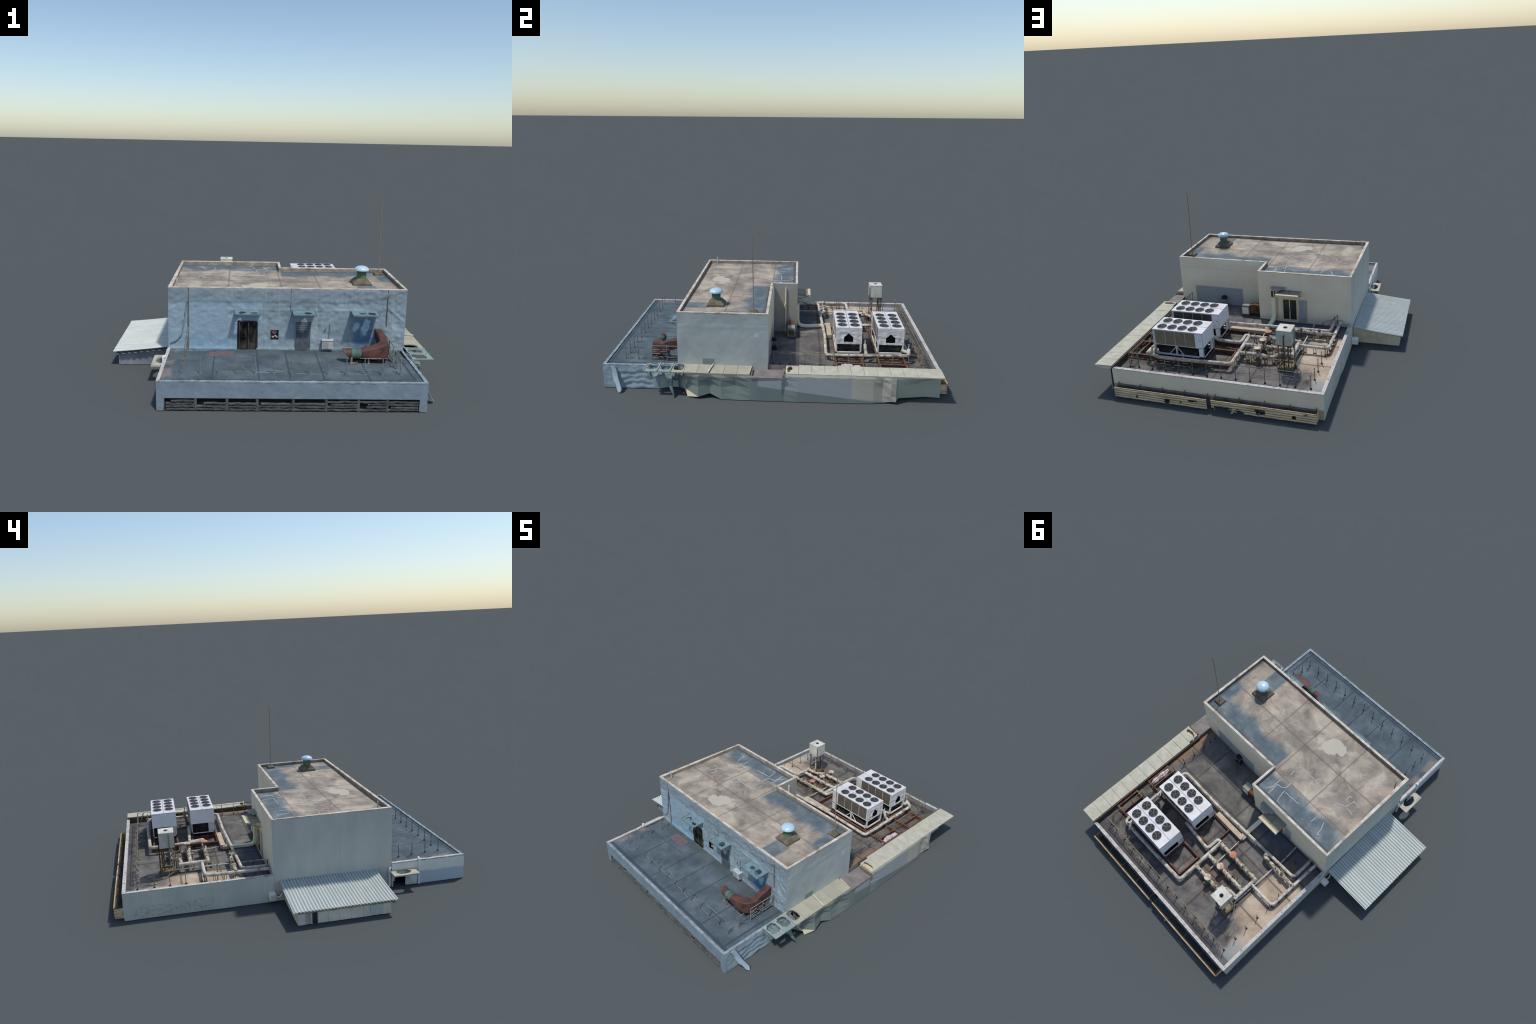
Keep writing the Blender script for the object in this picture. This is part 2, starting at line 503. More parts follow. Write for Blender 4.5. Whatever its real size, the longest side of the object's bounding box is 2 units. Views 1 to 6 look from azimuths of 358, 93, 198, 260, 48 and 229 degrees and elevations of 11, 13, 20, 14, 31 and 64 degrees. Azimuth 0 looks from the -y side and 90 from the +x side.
def rear_deck_paint():
    m = Mat('dark_stained_rear_deck', .9)
    n = m.noise(7, 6, .65, distort=.5)
    c = m.ramp(n, [(.30, col(74, 74, 79)), (.44, col(101, 101, 104)), (.57, col(118, 117, 118)), (.72, col(146, 144, 143))])
    c = m.mix(m.scale(m.step(m.noise(80, 4, .7, shift=3), .5, .78), .3), c, col(132, 128, 126))
    dk = m.math('MULTIPLY', m.step(m.noise(9, 5, .6, shift=31, distort=.6), .50, .60), m.step(m.y, .33, .42))
    c = m.mix(m.scale(dk, .6), c, col(62, 61, 68))
    pond = m.math('MULTIPLY', m.step(m.noise(6, 4, .6, shift=12), .52, .62), m.area(x=(-.34, .0), y=(.3, .9), soft=.05))
    c = m.mix(m.scale(pond, .5), c, col(120, 124, 130))
    wx = m.warp(m.x, .10, 8, 2.0)
    tan = m.math('MULTIPLY', m.step(wx, -.275, -.315), m.area(y=(.29, .83), soft=.05, wob=.08))
    tan = m.math('SUBTRACT', tan, m.math('MULTIPLY', m.area(x=(-.42, -.2), y=(.69, .9), soft=.05, wob=.06), 1.0), True)
    tcol = m.ramp(m.noise(10, 5, .6, shift=5), [(.3, col(160, 146, 134)), (.55, col(194, 180, 166)), (.75, col(208, 199, 188))])
    c = m.mix(m.scale(tan, .95), c, tcol)
    cor = m.math('MULTIPLY', m.step(m.warp(m.x, .05, 14), -.405, -.445), m.step(m.warp(m.y, .05, 14), .70, .80))
    c = m.mix(m.scale(cor, .8), c, col(150, 158, 166))
    tan2 = m.math('MULTIPLY', m.step(m.warp(m.x, .06, 15), .655, .685), m.step(m.y, .34, .28))
    c = m.mix(m.scale(tan2, .8), c, col(142, 118, 98))
    tan3 = m.math('MULTIPLY', m.area(x=(-.20, .12), y=(.5, .74), soft=.04, wob=.07), m.step(m.noise(9, 4, .6, shift=15), .42, .62))
    c = m.mix(m.scale(tan3, .55), c, col(128, 112, 98))
    painted_shade = m.math('MULTIPLY', m.step(m.warp(m.y, .05, 8), .235, .20), m.math('MULTIPLY', m.step(m.x, .02, -.02), m.step(m.x, -.42, -.38)))  # bluish shade of the penthouse painted onto the deck
    c = m.mix(m.scale(painted_shade, .7), c, col(92, 102, 120))
    j = m.math('MAXIMUM', m.lines(m.warp(m.y, .003), [.135, .268, .389, .618], .0055, .002), m.lines(m.warp(m.x, .003), [.509, .131, -.079, -.295], .0050, .002))
    c = m.mix(m.scale(j, .6), c, col(64, 63, 66))
    edge = m.step(m.y, .872, .886)
    c = m.mix(m.scale(edge, .6), c, col(66, 66, 74))
    rust = m.math('MULTIPLY', m.step(m.noise(15, 5, .65, shift=21), .6, .7), m.area(x=(-.35, .66), y=(.3, .9), soft=.04))
    c = m.mix(m.scale(rust, .4), c, col(116, 92, 72))
    return m.done(c, m.noise(70, 5, .7), .3, .002)


def skirt_paint():
    m = Mat('grey_green_skirt', .9)
    c = m.ramp(m.noise(3, 2, .5), [(.3, col(74, 87, 91, 'E')), (.7, col(85, 97, 100, 'E'))])
    # slate wedge over the dark foot, narrowing northwards
    diag = m.math('ADD', m.z, m.scale(m.y, .118))
    wedge = m.math('MULTIPLY', m.step(diag, .0745, .0765), m.step(m.y, -.095, -.085))
    c = m.mix(wedge, c, col(106, 115, 125, 'E'))
    fold = m.area(y=(.43, .672), soft=.003)
    c = m.mix(m.math('MULTIPLY', fold, m.step(diag, .082, .085)), c, col(120, 123, 121, 'E'))
    far = m.step(m.y, .676, .69)
    c = m.mix(far, c, col(126, 134, 130, 'E'))
    lip = m.math('MULTIPLY', m.step(m.warp(m.z, .04, 16), .128, .13), m.step(m.y, -.085, -.09))
    c = m.mix(m.scale(lip, .85), c, col(132, 131, 124, 'E'))
    lip2 = m.math('MULTIPLY', m.step(m.warp(m.z, .02, 18), .146, .148), m.step(m.y, .06, .065))
    c = m.mix(m.scale(lip2, .8), c, col(158, 160, 150, 'E'))
    near = m.step(m.y, -.505, -.515)
    c = m.mix(m.scale(near, .9), c, col(124, 142, 146, 'E'))
    foot = m.math('MULTIPLY', m.area(y=(-.505, -.427)), m.step(m.math('ADD', m.z, m.scale(m.y, .45)), -.176, -.184))
    c = m.mix(m.scale(foot, .85), c, col(172, 168, 152, 'E'))
    return m.done(c)

MF, ME, MW, MN = plaster_front(), plaster_side(), plaster_west(), plaster_rear()  # one plaster; baked sun and shade of each side put into its colour
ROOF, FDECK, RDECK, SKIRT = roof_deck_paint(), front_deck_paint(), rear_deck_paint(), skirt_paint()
COPING = mottled('cream_coping', col(148, 139, 130), col(197, 189, 181), 18, .32, .62, c=col(220, 216, 212))
INNER = mottled('stained_parapet_inside', col(96, 96, 90, 'S'), col(150, 142, 128, 'S'), 18)
INNER_BLUE = mottled('blue_parapet_inside', col(84, 96, 104, 'S'), col(120, 136, 148, 'S'), 18)
KERB_BLUE = mottled('pale_blue_kerb', col(112, 128, 142), col(160, 176, 192), 26, .34, .66)
KERB_WHITE = mottled('whitewashed_kerb', col(150, 148, 150), col(198, 198, 204), 30, .3, .5)
FTWALL = mottled('blue_grey_terrace_plaster', col(94, 110, 124, 'S'), col(110, 127, 143, 'S'), 9, bump=.5, dist=.003)  # bluish shade of the front side is carried in this plaster colour
ETWALL = mottled('blue_side_terrace_plaster', col(92, 109, 124, 'E'), col(112, 130, 147, 'E'), 12, bump=.5, dist=.003)
def west_terrace():
    m = Mat('two_tone_west_terrace_plaster', .85)
    c = m.ramp(m.noise(6, 4, .6), [(.3, col(112, 122, 130, 'W')), (.7, col(132, 140, 146, 'W'))])
    low = m.step(m.warp(m.z, .015, 12), .085, .065)
    c = m.mix(m.scale(low, .85), c, col(84, 104, 126, 'W'))
    return m.done(c, m.noise(50, 4, .6), .2, .002)
WTWALL = west_terrace()
LOUVRE = mottled('dark_louvre', col(58, 63, 68, 'S'), col(88, 93, 97, 'S'), 40, bump=.5)
BLACK = mottled('near_black', (.004, .004, .005, 1), (.009, .009, .010, 1), 20)  # near-black stand-in for holes and unlit interiors, laid on solid faces
MACHINE = mottled('grimy_machinery', (.008, .009, .010, 1), (.05, .048, .042, 1), 35)
WHITE = mottled('white_enamel', col(208, 210, 218), col(232, 235, 246), 14, rough=.45, bump=.05, spec=.4)
WHITE_LIT = mottled('lit_enamel', (.86, .86, .86, 1), (.90, .90, .89, 1), 9, rough=.4, bump=.05, spec=.5)  # white enamel again, lightened on north and west faces for baked-in light
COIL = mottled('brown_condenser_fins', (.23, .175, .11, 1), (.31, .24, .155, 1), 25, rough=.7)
COIL_S = mottled('south_condenser_fins', (.11, .092, .07, 1), (.165, .138, .108, 1), 25, rough=.7)  # same fins, with the south side's baked shade put into a darker colour
COIL_D = mottled('shaded_condenser_fins', (.05, .055, .06, 1), (.10, .09, .075, 1), 18, rough=.7)  # same fins, darkened with the neighbouring chiller's shadow
FANDARK = mottled('fan_disc', col(38, 40, 44), col(62, 65, 70), 40)  # dark disc standing in for the recess under each fan
BLADE = mottled('fan_blade', col(70, 73, 78), col(94, 97, 101), 40, rough=.6)
HUB = mottled('fan_hub', col(90, 82, 76), col(138, 124, 110), 80)
SEAM = mottled('grey_blue_seam', col(146, 156, 176), col(170, 180, 198), 30)
PIPE = mottled('dusty_lagged_pipe', col(126, 118, 108), col(186, 181, 173), 30, .34, .58, c=col(208, 209, 212), bump=.4)
PIPEL = mottled('pale_lagged_pipe', col(96, 84, 72), col(176, 168, 156), 48, .35, .6, c=col(206, 204, 200), bump=.6)
DUCTC = mottled('cream_duct', col(178, 164, 148), col(206, 192, 176), 20)
RUSTBEAM = mottled('red_oxide_steel', col(92, 66, 58), col(134, 98, 84), 22, .35, .7)
RUST = mottled('rusty_bracket', col(84, 70, 58), col(136, 114, 94), 40)
RAIL = mottled('weathered_railing', col(104, 96, 84), col(164, 158, 146), 50)
RAILBLUE = mottled('grey_railing', col(104, 108, 108), col(158, 162, 162), 50)
MOUND = mottled('railing_footing', col(56, 56, 58), col(96, 92, 88), 40)
MOUND_F = mottled('front_railing_footing', col(92, 92, 92), col(128, 126, 122), 40)
CAP = None
def cap_mat():
    m = Mat('rusting_cap', .7)
    c = m.ramp(m.noise(22, 4, .6), [(.36, col(176, 118, 88)), (.46, col(200, 172, 150)), (.53, col(212, 214, 210))])
    oi = m.new('ShaderNodeObjectInfo')
    c = m.mix(m.math('MULTIPLY', m.step(oi.outputs['Random'], .45, .75), .8), c, col(186, 120, 88))
    return m.done(c)
CAP = cap_mat()
BLOCK = mottled('olive_plinth', col(92, 86, 66), col(134, 124, 100), 22)
CANOPY = mottled('cream_canopy_panel', col(178, 180, 170), col(198, 199, 190), 26, bump=.25)
CANOPY_EDGE = mottled('canopy_underside', col(140, 138, 124, 'E'), col(166, 164, 150, 'E'), 16)
CANOPY_BLUE = mottled('blue_weathered_canopy', col(128, 150, 160), col(176, 186, 184), 12)
LEDGE = mottled('mauve_ledge', col(118, 114, 118), col(144, 140, 144), 18)
AWN = mottled('teal_awning', col(100, 130, 148), col(128, 156, 172), 18)
SLATE = mottled('grey_slab', col(150, 152, 152), col(172, 174, 174), 20)
def shed_paint():
    m = Mat('pale_corrugated_sheet', .55, spec=.4)
    c = m.ramp(m.noise(10, 4, .6, stretch=(.4, 3, 1)), [(.3, col(188, 201, 208)), (.7, col(213, 222, 226))])
    c = m.mix(m.scale(m.step(m.noise(7, 4, .6, shift=3), .58, .7), .3), c, col(196, 188, 178))
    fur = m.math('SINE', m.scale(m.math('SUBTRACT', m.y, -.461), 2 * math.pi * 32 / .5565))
    c = m.mix(m.scale(m.step(fur, .25, -.8), .55), c, col(150, 166, 176))
    return m.done(c)
SHED = shed_paint()
SHEDWALL_W = mottled('grey_shed_panel', col(102, 112, 118, 'W'), col(120, 128, 132, 'W'), 12)
SHEDWALL_S = mottled('blue_grey_shed_wall', col(98, 108, 118, 'S'), col(124, 134, 144, 'S'), 10)
SHEDWALL_N = mottled('cream_shed_cloth', col(104, 104, 100, 'N'), col(122, 121, 114, 'N'), 14)
GLASS = Mat('dark_window_glass', .25, spec=.5).done((.025, .034, .04, 1))
GLASSBLUE = Mat('blue_window_panel', .4, spec=.4).done(col(92, 112, 124, 'W'))
FRAME = mottled('tan_door_frame', col(112, 102, 82, 'N'), col(132, 124, 104, 'N'), 30)
DUCT = mottled('rust_brown_duct', col(64, 48, 48, 'T'), col(98, 72, 69, 'T'), 20, .36, .74, rough=.6, c=col(112, 78, 66, 'T'))
DUCT_G = mottled('green_duct_band', col(62, 88, 86), col(104, 134, 128), 30)
def slat_paint():
    m = Mat('tan_slat_screen', .9)
    n = m.noise(24, 5, .65, stretch=(.4, 1, 1.6))
    c = m.ramp(n, [(.34, col(96, 90, 83, 'N')), (.66, col(128, 121, 112, 'N'))])
    w = m.math('ABSOLUTE', m.math('SINE', m.scale(m.math('SUBTRACT', m.warp(m.z, .004, 12), .0025), math.pi * 4 / .058)))
    groove = m.math('MULTIPLY', m.step(w, .62, .30), m.step(m.y, .970, .975))
    c = m.mix(m.scale(groove, .8), c, col(70, 60, 48, 'N'))
    return m.done(c, m.noise(90, 4, .7), .4, .002)
SLATW = slat_paint()
SLATRAIL = mottled('bleached_timber_rail', col(168, 148, 118), col(216, 202, 178), 26)
DOME = Mat('glossy_pale_blue_dome', .28, spec=.6).done(col(182, 214, 240))
GREEN = mottled('green_vent_neck', col(56, 78, 66, 'S'), col(86, 112, 92, 'S'), 26)
VENTB = mottled('mossy_vent_base', col(84, 80, 72), col(128, 120, 108), 24)
PIPEW = mottled('white_plastic_pipe', col(190, 196, 204), col(214, 220, 226), 20)
MAST = mottled('brown_mast', col(124, 112, 94), col(168, 154, 132), 60)
BAG = mottled('crumpled_plastic_bag', col(150, 140, 156), col(214, 210, 222), 50, c=col(196, 150, 160), hi=.75)
BOXW = mottled('off_white_box', col(150, 152, 150), col(186, 188, 186), 25)
SEAL = Mat('white_sealant', .8).done(col(176, 184, 190))
DOORB = mottled('dirty_dark_door', (.012, .012, .012, 1), (.075, .068, .052, 1), 16, .4, .7)
FADED = mottled('faded_grey_door', col(54, 62, 70, 'S'), col(84, 94, 104, 'S'), 14)

# ================================================================== PENTHOUSE
pent = Part()
doors = [(-.150, -.049, .141, .296), (.0195, .0630, .1955, .249)]

def front_relief(u, z, p):
    h = .0022 * math.exp(-((z - .355 - .004 * fbm(p, 8, 2)) / .004) ** 2) * smooth(p.x, -.25, -.18) * (1 - smooth(p.x, .42, .5))
    h += .0016 * smooth(z + .004 * fbm(p, 20, 2), .392, .398)
    h += .004 * math.exp(-((z - .142) / .006) ** 2)
    # peeling scar at the right, torn cables at the left
    t = (p.x - .636) / .075
    if 0 < t < 1.1:
        h += .005 * math.exp(-((z - (.375 - .07 * t ** 0.8)) / .004) ** 2)
    h -= .006 * max(0, fbm(p + Vector((3, 1, 2)), 26, 2) - .30)
    h += .007 * max(0, fbm(p + Vector((8, 1, 2)), 19, 2) - .40)
    h += .0016 * fbm(p, 48, 2) * (.5 + smooth(p.x, -.05, .1))
    h += .002 * math.exp(-((p.x + .4115) / .003) ** 2) - .002 * math.exp(-((p.x - .628) / .003) ** 2) * smooth(z, .25, .28)
    return h

def east_relief(u, z, p):
    h = .0024 * math.exp(-((z - .390 - .005 * fbm(p, 12, 2)) / .004) ** 2) * (.4 + fbm(p, 18, 2))
    h += .003 * max(0, fbm(p + Vector((8, 1, 2)), 22, 2) - .4) * (1 - smooth(z, .2, .25))
    h += .003 * max(0, fbm(p + Vector((2, 6, 2)), 20, 2) - .35) * smooth(z, .44, .455)
    return h

def in_hole(u, z):
    x = X0 + u
    return not any(a < x < b and c < z < d for a, b, c, d in doors)

pts = [(-.5180, -.5555), (.7272, -.5566), (.7325, -.0397), (XD, YN), (XD + .001, YD), (-.5110, YD)]
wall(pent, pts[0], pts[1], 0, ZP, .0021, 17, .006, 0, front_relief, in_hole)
wall(pent, pts[1], pts[2], 0, ZP, .0011, 11, .009, 1, east_relief, keep=lambda u, z: u > .055 or z > .13)
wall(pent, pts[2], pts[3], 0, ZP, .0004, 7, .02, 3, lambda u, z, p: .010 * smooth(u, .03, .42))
wall(pent, pts[3], pts[4], 0, ZP, .0005, 7, .02, 4)
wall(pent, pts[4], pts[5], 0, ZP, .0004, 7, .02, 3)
wall(pent, pts[5], pts[0], 0, ZP, .0005, 7, .02, 2)
# inner faces of the roof parapet
T = .0135
inner = [(X0 + T, YF + T), (X1 - T, YF + T), (X1 - T, YN - T), (XD - T, YN - T), (XD - T, YD - T), (X0 + T, YD - T)]
for i in range(6):
    a, b = inner[i], inner[(i + 1) % 6]
    pent.add([(*a, ZR - .01), (*b, ZR - .01), (*b, ZP), (*a, ZP)], [(3, 2, 1, 0)], 5)
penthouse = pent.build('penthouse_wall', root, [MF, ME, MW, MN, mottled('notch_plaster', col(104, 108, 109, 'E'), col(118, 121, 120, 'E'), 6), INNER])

cop = Part()
def ringstrip(part, out, inn, z0, z1, mat=0, step=.02, wob=.0009):
    """kerb cap around a closed plan outline, edges slightly uneven"""
    n = len(out)
    for i in range(n):
        a, b = Vector((*out[i], 0)), Vector((*out[(i + 1) % n], 0))
        c, d = Vector((*inn[i], 0)), Vector((*inn[(i + 1) % n], 0))
        strip(part, a, b, c, d, z0, z1, mat, step, wob)

def strip(part, a, b, c, d, z0, z1, mat=0, step=.02, wob=.0009):
    a, b, c, d = [Vector((p[0], p[1], 0)) for p in (a, b, c, d)]
    k = max(2, int((b - a).length / step))
    rings = []
    for j in range(k + 1):
        o, q = a.lerp(b, j / k), c.lerp(d, j / k)
        nrm = (o - q).normalized()
        w = wob if 0 < j < k else 0
        o2 = o + nrm * (.0008 + w * fbm(o, 60, 2))
        q2 = q - nrm * (.0008 + w * fbm(q, 55, 2))
        zt = z1 + w * fbm(o, 45, 2)
        rings.append([Vector((o2.x, o2.y, z0)), Vector((o2.x, o2.y, zt)), Vector((q2.x, q2.y, zt)), Vector((q2.x, q2.y, z0))])
    part.loft(rings, mat, False)
ringstrip(cop, pts, inner, ZP - .003, ZP + .001)
cop.build('roof_coping', penthouse, COPING)

deck = Part()
def roof_fall(x, y):
    return -.0018 + .0060 * smooth(x, .10, .50) + .0012 * (1 - smooth(x, -.5, -.35))
floor(deck, X0 + T - .002, XD - T + .002, YF + T - .002, YD - T + .002, ZR, rise=roof_fall)
floor(deck, XD - T + .002, X1 - T + .002, YF + T - .002, YN - T + .002, ZR, rise=roof_fall)
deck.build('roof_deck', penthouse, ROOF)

# white sealant runs over roof cracks
SEALS = [[(-.44, -.224), (-.385, -.232), (-.38, -.199), (-.375, -.172), (-.345, -.159), (-.325, -.15), (-.327, -.124)],
         [(-.433, -.159), (-.405, -.171), (-.383, -.167)], [(-.367, -.239), (-.346, -.237), (-.349, -.205), (-.37, -.205)],
         [(-.192, -.15), (-.134, -.164), (-.079, -.167), (-.013, -.162), (-.004, -.146)], [(-.013, -.162), (.003, -.176)],
         [(-.176, .011), (-.121, .011), (-.066, .013)], [(-.044, -.056), (-.049, -.009), (-.03, .006), (.005, .013), (.001, .048), (0, .087)],
         [(-.056, .004), (-.06, .052), (-.071, .088), (-.091, .086)], [(.012, -.025), (.011, .039), (.036, .08)],
         [(-.354, -.012), (-.373, .026), (-.376, .067), (-.393, .056)], [(-.302, -.004), (-.299, .036)], [(-.005, -.121), (-.006, -.084)]]

def smear(part, line, z, w, wob=.004):
    """thin uneven ribbon of mortar or sealant laid along a line"""
    P = []
    for a, b in zip(line, line[1:]):
        k = max(2, int(math.dist(a, b) / .006))
        P += [(a[0] + (b[0] - a[0]) * t / k, a[1] + (b[1] - a[1]) * t / k) for t in range(k)]
    P.append(line[-1])
    P = [Vector((x + wob * fbm((x, y, 0), 40, 2), y + wob * fbm((x, y, 3), 40, 2), z)) for x, y in P]
    rings = []
    for i, p in enumerate(P):
        d = (P[min(i + 1, len(P) - 1)] - P[max(i - 1, 0)]).normalized()
        n = Vector((-d.y, d.x, 0))
        ww = w * (.75 + .7 * abs(fbm(p, 70, 2))) * (1 if 0 < i < len(P) - 1 else .4)
        rings.append([p + n * ww - Vector((0, 0, .002)), p + n * ww * .8 + Vector((0, 0, .0006)), p - n * ww * .8 + Vector((0, 0, .0006)), p - n * ww - Vector((0, 0, .002))])
    part.loft(rings, 0, True)
seal = Part()
for l in SEALS:
    smear(seal, l, ZR - .0012, .0030)
seal.build('crack_sealant', penthouse, SEAL, stuff=True)

# roof ventilator
vent = Part()
vx, vy = .523, -.3585
def sq(c, h, z, k=0):
    return [Vector((c[0] + a * h, c[1] + b * h, z)) for a, b in ((-1, -1), (1, -1), (1, 1), (-1, 1))]
vent.loft([sq((vx, vy), .051, ZR - .002), sq((vx, vy), .050, .466), sq((vx, vy), .046, .469), sq((vx, vy), .032, .486), sq((vx, vy), .029, .488)], 0, False)
vent.lathe((vx, vy, 0), [(.0280, .484), (.0265, .492), (.0258, .515), (.0285, .534)], 24, 1)
vent.lathe((vx, vy, 0), [(.0375, .531), (.0405, .533), (.0402, .537), (.036, .545), (.026, .5520), (.010, .5560), (.001, .5565)], 32, 2)
vent.build('roof_ventilator', penthouse, [VENTB, GREEN, DOME], angle=40)

ant = Part()
ax, ay = .672, -.126
ant.loft([sq((ax, ay), .0265, ZR - .002), sq((ax, ay), .0255, .464), sq((ax, ay), .022, .468), sq((ax, ay), .004, .477)], 0, False)
ant.tube([(ax, ay, .474), (ax - .001, ay - .002, .62), (ax - .0035, ay - .0055, .78), (ax - .0030, ay - .0058, .909)], .0022, 8, 1)
ant.tube([(ax - .003, ay - .0055, .909), (ax - .0018, ay - .0065, 1.0525)], .0002, 4, 1)
ant.lathe((ax - .0018, ay - .0066, 1.0535), [(.0002, -.0012), (.0012, 0), (.0002, .0012)], 6, 2)
ant.lathe((ax - .002, ay - .0062, 1.034), [(.0002, -.0008), (.0006, 0), (.0002, .0008)], 6, 1)
ant.build('antenna_mast', penthouse, [VENTB, MAST, PIPEW])

st = Part()
st.tube([(-.4795, -.4865, ZR - .002), (-.479, -.487, .504)], .0036, 8)
st.tube([(.648, -.50, ZR), (.6485, -.50, .463)], .0012, 6)
st.tube([(.1212, YF + .005, ZP), (.1212, YF + .003, .479)], .0036, 8)
st.build('roof_vent_pipe', penthouse, PIPEW)

# front doors and openings
d1 = Part()
a, b, c, d = doors[0]
d1.box(a - .003, b + .003, YF + .010, YF + .016, c - .004, d + .004, 0)
for x in (a, (a + b) / 2 - .002, b - .006):
    d1.box(x, x + .006, YF - .001, YF + .011, c, d, 1)
d1.box(a, b, YF - .001, YF + .011, d - .006, d, 1)
d1.lathe((a + .029, YF + .0105, .262), [(.0115, 0), (.0115, -.002)], 14, 2, 'y')
d1.lathe((a + .025, YF + .0105, .195), [(.0105, 0), (.0105, -.002)], 14, 2, 'y')
d1.lathe((a + .025, YF + .0105, .215), [(.0085, 0), (.0085, -.002)], 14, 2, 'y')
d1.build('panelled_door', penthouse, [DOORB, mottled('dark_door_frame', col(48, 46, 46, 'S'), col(74, 70, 66, 'S'), 30), BLACK])
w1 = Part()
a, b, c, d = doors[1]
w1.box(a - .003, b + .003, YF + .012, YF + .016, c - .003, d + .003, 0)
w1.lathe((a + .017, YF + .0125, .236), [(.017, 0), (.013, -.004), (.002, -.005)], 14, 1, 'y')
for x, z in ((.030, .204), (.044, .209), (.053, .203)):
    w1.lathe((x, YF + .0125, z), [(.007, 0), (.005, -.004), (.001, -.006)], 9, 2, 'y')
w1.build('wall_opening', penthouse, [DOORB, mottled('pink_bundle', col(130, 84, 104, 'S'), col(158, 112, 130, 'S'), 30), BOXW])
d2 = Part()
d2.box(.148, .227, YF - .0060, YF + .004, .140, .292, 0)
for z in (.252, .262, .275):
    d2.box(.152, .224, YF - .0070, YF, z, z + .0018, 1)
for x in (.147, .186, .2255):
    d2.box(x, x + .0025, YF - .0070, YF, .20, .292, 1)
d2.build('barred_door', penthouse, [FADED, FTWALL])

def awning(x0, x1, ya, yb, z, holes):
    p = Part()
    p.sheet(lambda u, v: (x0 + (x1 - x0) * u, ya + (yb - ya) * v, z + .0012 * fbm((x0 + u * .1, v, z), 9, 2) - .002 * v),
            56, 32, 0, keep=lambda u, v: not any(((u - hu) / ru) ** 2 + ((v - hv) / rv) ** 2 + .5 * fbm((u * 5 + x0, v * 5, 1), 1.6, 2) < 1 for hu, hv, ru, rv in holes),
            thick=(0, 0, -.0036))
    for a in ((x0, ya), (x0, yb), (x1, yb), (x1, ya)):
        pass
    p.beam((x0 + .002, ya, z + .001), (x0 + .002, yb, z - .001), .004, .005, 1)
    p.beam((x1 - .002, ya, z + .001), (x1 - .002, yb, z - .001), .004, .005, 1)
    p.beam((x0, yb + .001, z - .002), (x1, yb + .001, z - .002), .004, .006, 1)
    p.beam(((x0 + x1) / 2, ya, z), ((x0 + x1) / 2, yb, z - .002), .003, .0035, 1)
    for x in (x0 + .006, x1 - .006):
        p.beam((x, ya, z - .03), (x, yb + .02, z - .006), .0022, .003, 1)
    p.build('door_awning', penthouse, [AWN, mottled('rusty_awning_frame', col(92, 122, 136), col(128, 152, 160), 30)])
awning(-.172, -.036, YF, -.631, .3535, [(.28, .55, .15, .27), (.72, .6, .16, .18)])
awning(.128, .249, YF, -.632, .3530, [(.66, .55, .17, .26)])
awning(.434, .580, YF, -.640, .3545, [(.38, .5, .11, .16), (.72, .5, .15, .28)])

ac = Part()
ac.box(.288, .346, YF - .028, YF + .002, .153, .199, 0)
ac.box(.292, .322, YF - .0295, YF - .027, .158, .194, 1)
ac.box(.286, .348, YF - .031, YF, .1985, .2015, 0)
ac.build('wall_electrical_box', penthouse, [mottled('grey_box', col(128, 142, 152, 'S'), col(160, 172, 182, 'S'), 20), SLATE], bevel=.0012)
cd = Part()
cd.tube([(.328, YF - .003, .20), (.3285, YF - .003, .285)], .0032, 6, 0)
cd.tube([(.628, YF - .002, ZP - .002), (.627, YF - .002, .275)], .0026, 6, 1, rough=lambda t: 1 + .3 * fbm((t, 0, 0), 50, 2), step=.01)
cd.tube([(-.4115, YF - .002, ZP - .002), (-.413, YF - .002, .35), (-.414, YF - .0025, .139)], .0028, 6, 1, rough=lambda t: 1 + .3 * fbm((t, 0, 0), 50, 2), step=.01)
cd.tube([(.1212, YF - .002, ZP), (.1215, YF - .002, .357)], .0022, 6, 0, rough=lambda t: 1.1 + .7 * fbm((t, 0, 0), 70, 2), step=.008)
cd.tube([(-.419, YF - .003, .40), (-.432, YF - .004, .31), (-.445, YF - .006, .225), (-.47, YF - .006, .19), (-.508, YF - .004, .172)], .003, 6, 0, bend=.01, rough=lambda t: 1.1 + .8 * fbm((t, 5, 0), 40, 2), step=.01)
cd.tube([(.30, YF - .004, .245), (.308, YF - .012, .262)], .003, 6, 2)
cd.build('wall_conduit', penthouse, [FTWALL, mottled('brown_conduit', col(76, 72, 70, 'S'), col(112, 104, 98, 'S'), 40), RAIL], stuff=True)

# rear door, its canopy, slab and duct
rd = Part()
rx0, rx1 = -.1605, -.0585
rd.box(rx0, rx1, YD - .002, YD + .003, .140, .297, 0)
for a, b in ((rx0 + .008, -.112), (-.105, rx1 - .007)):
    rd.box(a, b, YD, YD + .0042, .151, .288, 1)
rd.box(-.1115, -.1055, YD, YD + .0055, .145, .29, 0)
rd.box(-.1095, -.1075, YD + .005, YD + .009, .205, .235, 2)
rd.build('glass_door', penthouse, [FRAME, GLASS, BOXW])
rc = Part()
rc.sheet(lambda u, v: (-.188 + .148 * u, YD + .082 * v, .3535 - .004 * v + .001 * fbm((u, v, 4), 3, 2)), 10, 6, 0, thick=(0, 0, -.005))
rc.box(-.189, -.039, .2045, .2125, .3405, .3555, 1)
rc.box(-.186, -.042, .196, .205, .3505, .3545, 1)
rc.beam((-.046, YD, .318), (-.046, .200, .346), .003, .006, 0)
rc.beam((-.182, YD, .318), (-.182, .200, .346), .003, .006, 0)
rc.beam((-.114, YD, .3565), (-.114, .2, .353), .003, .002, 0)
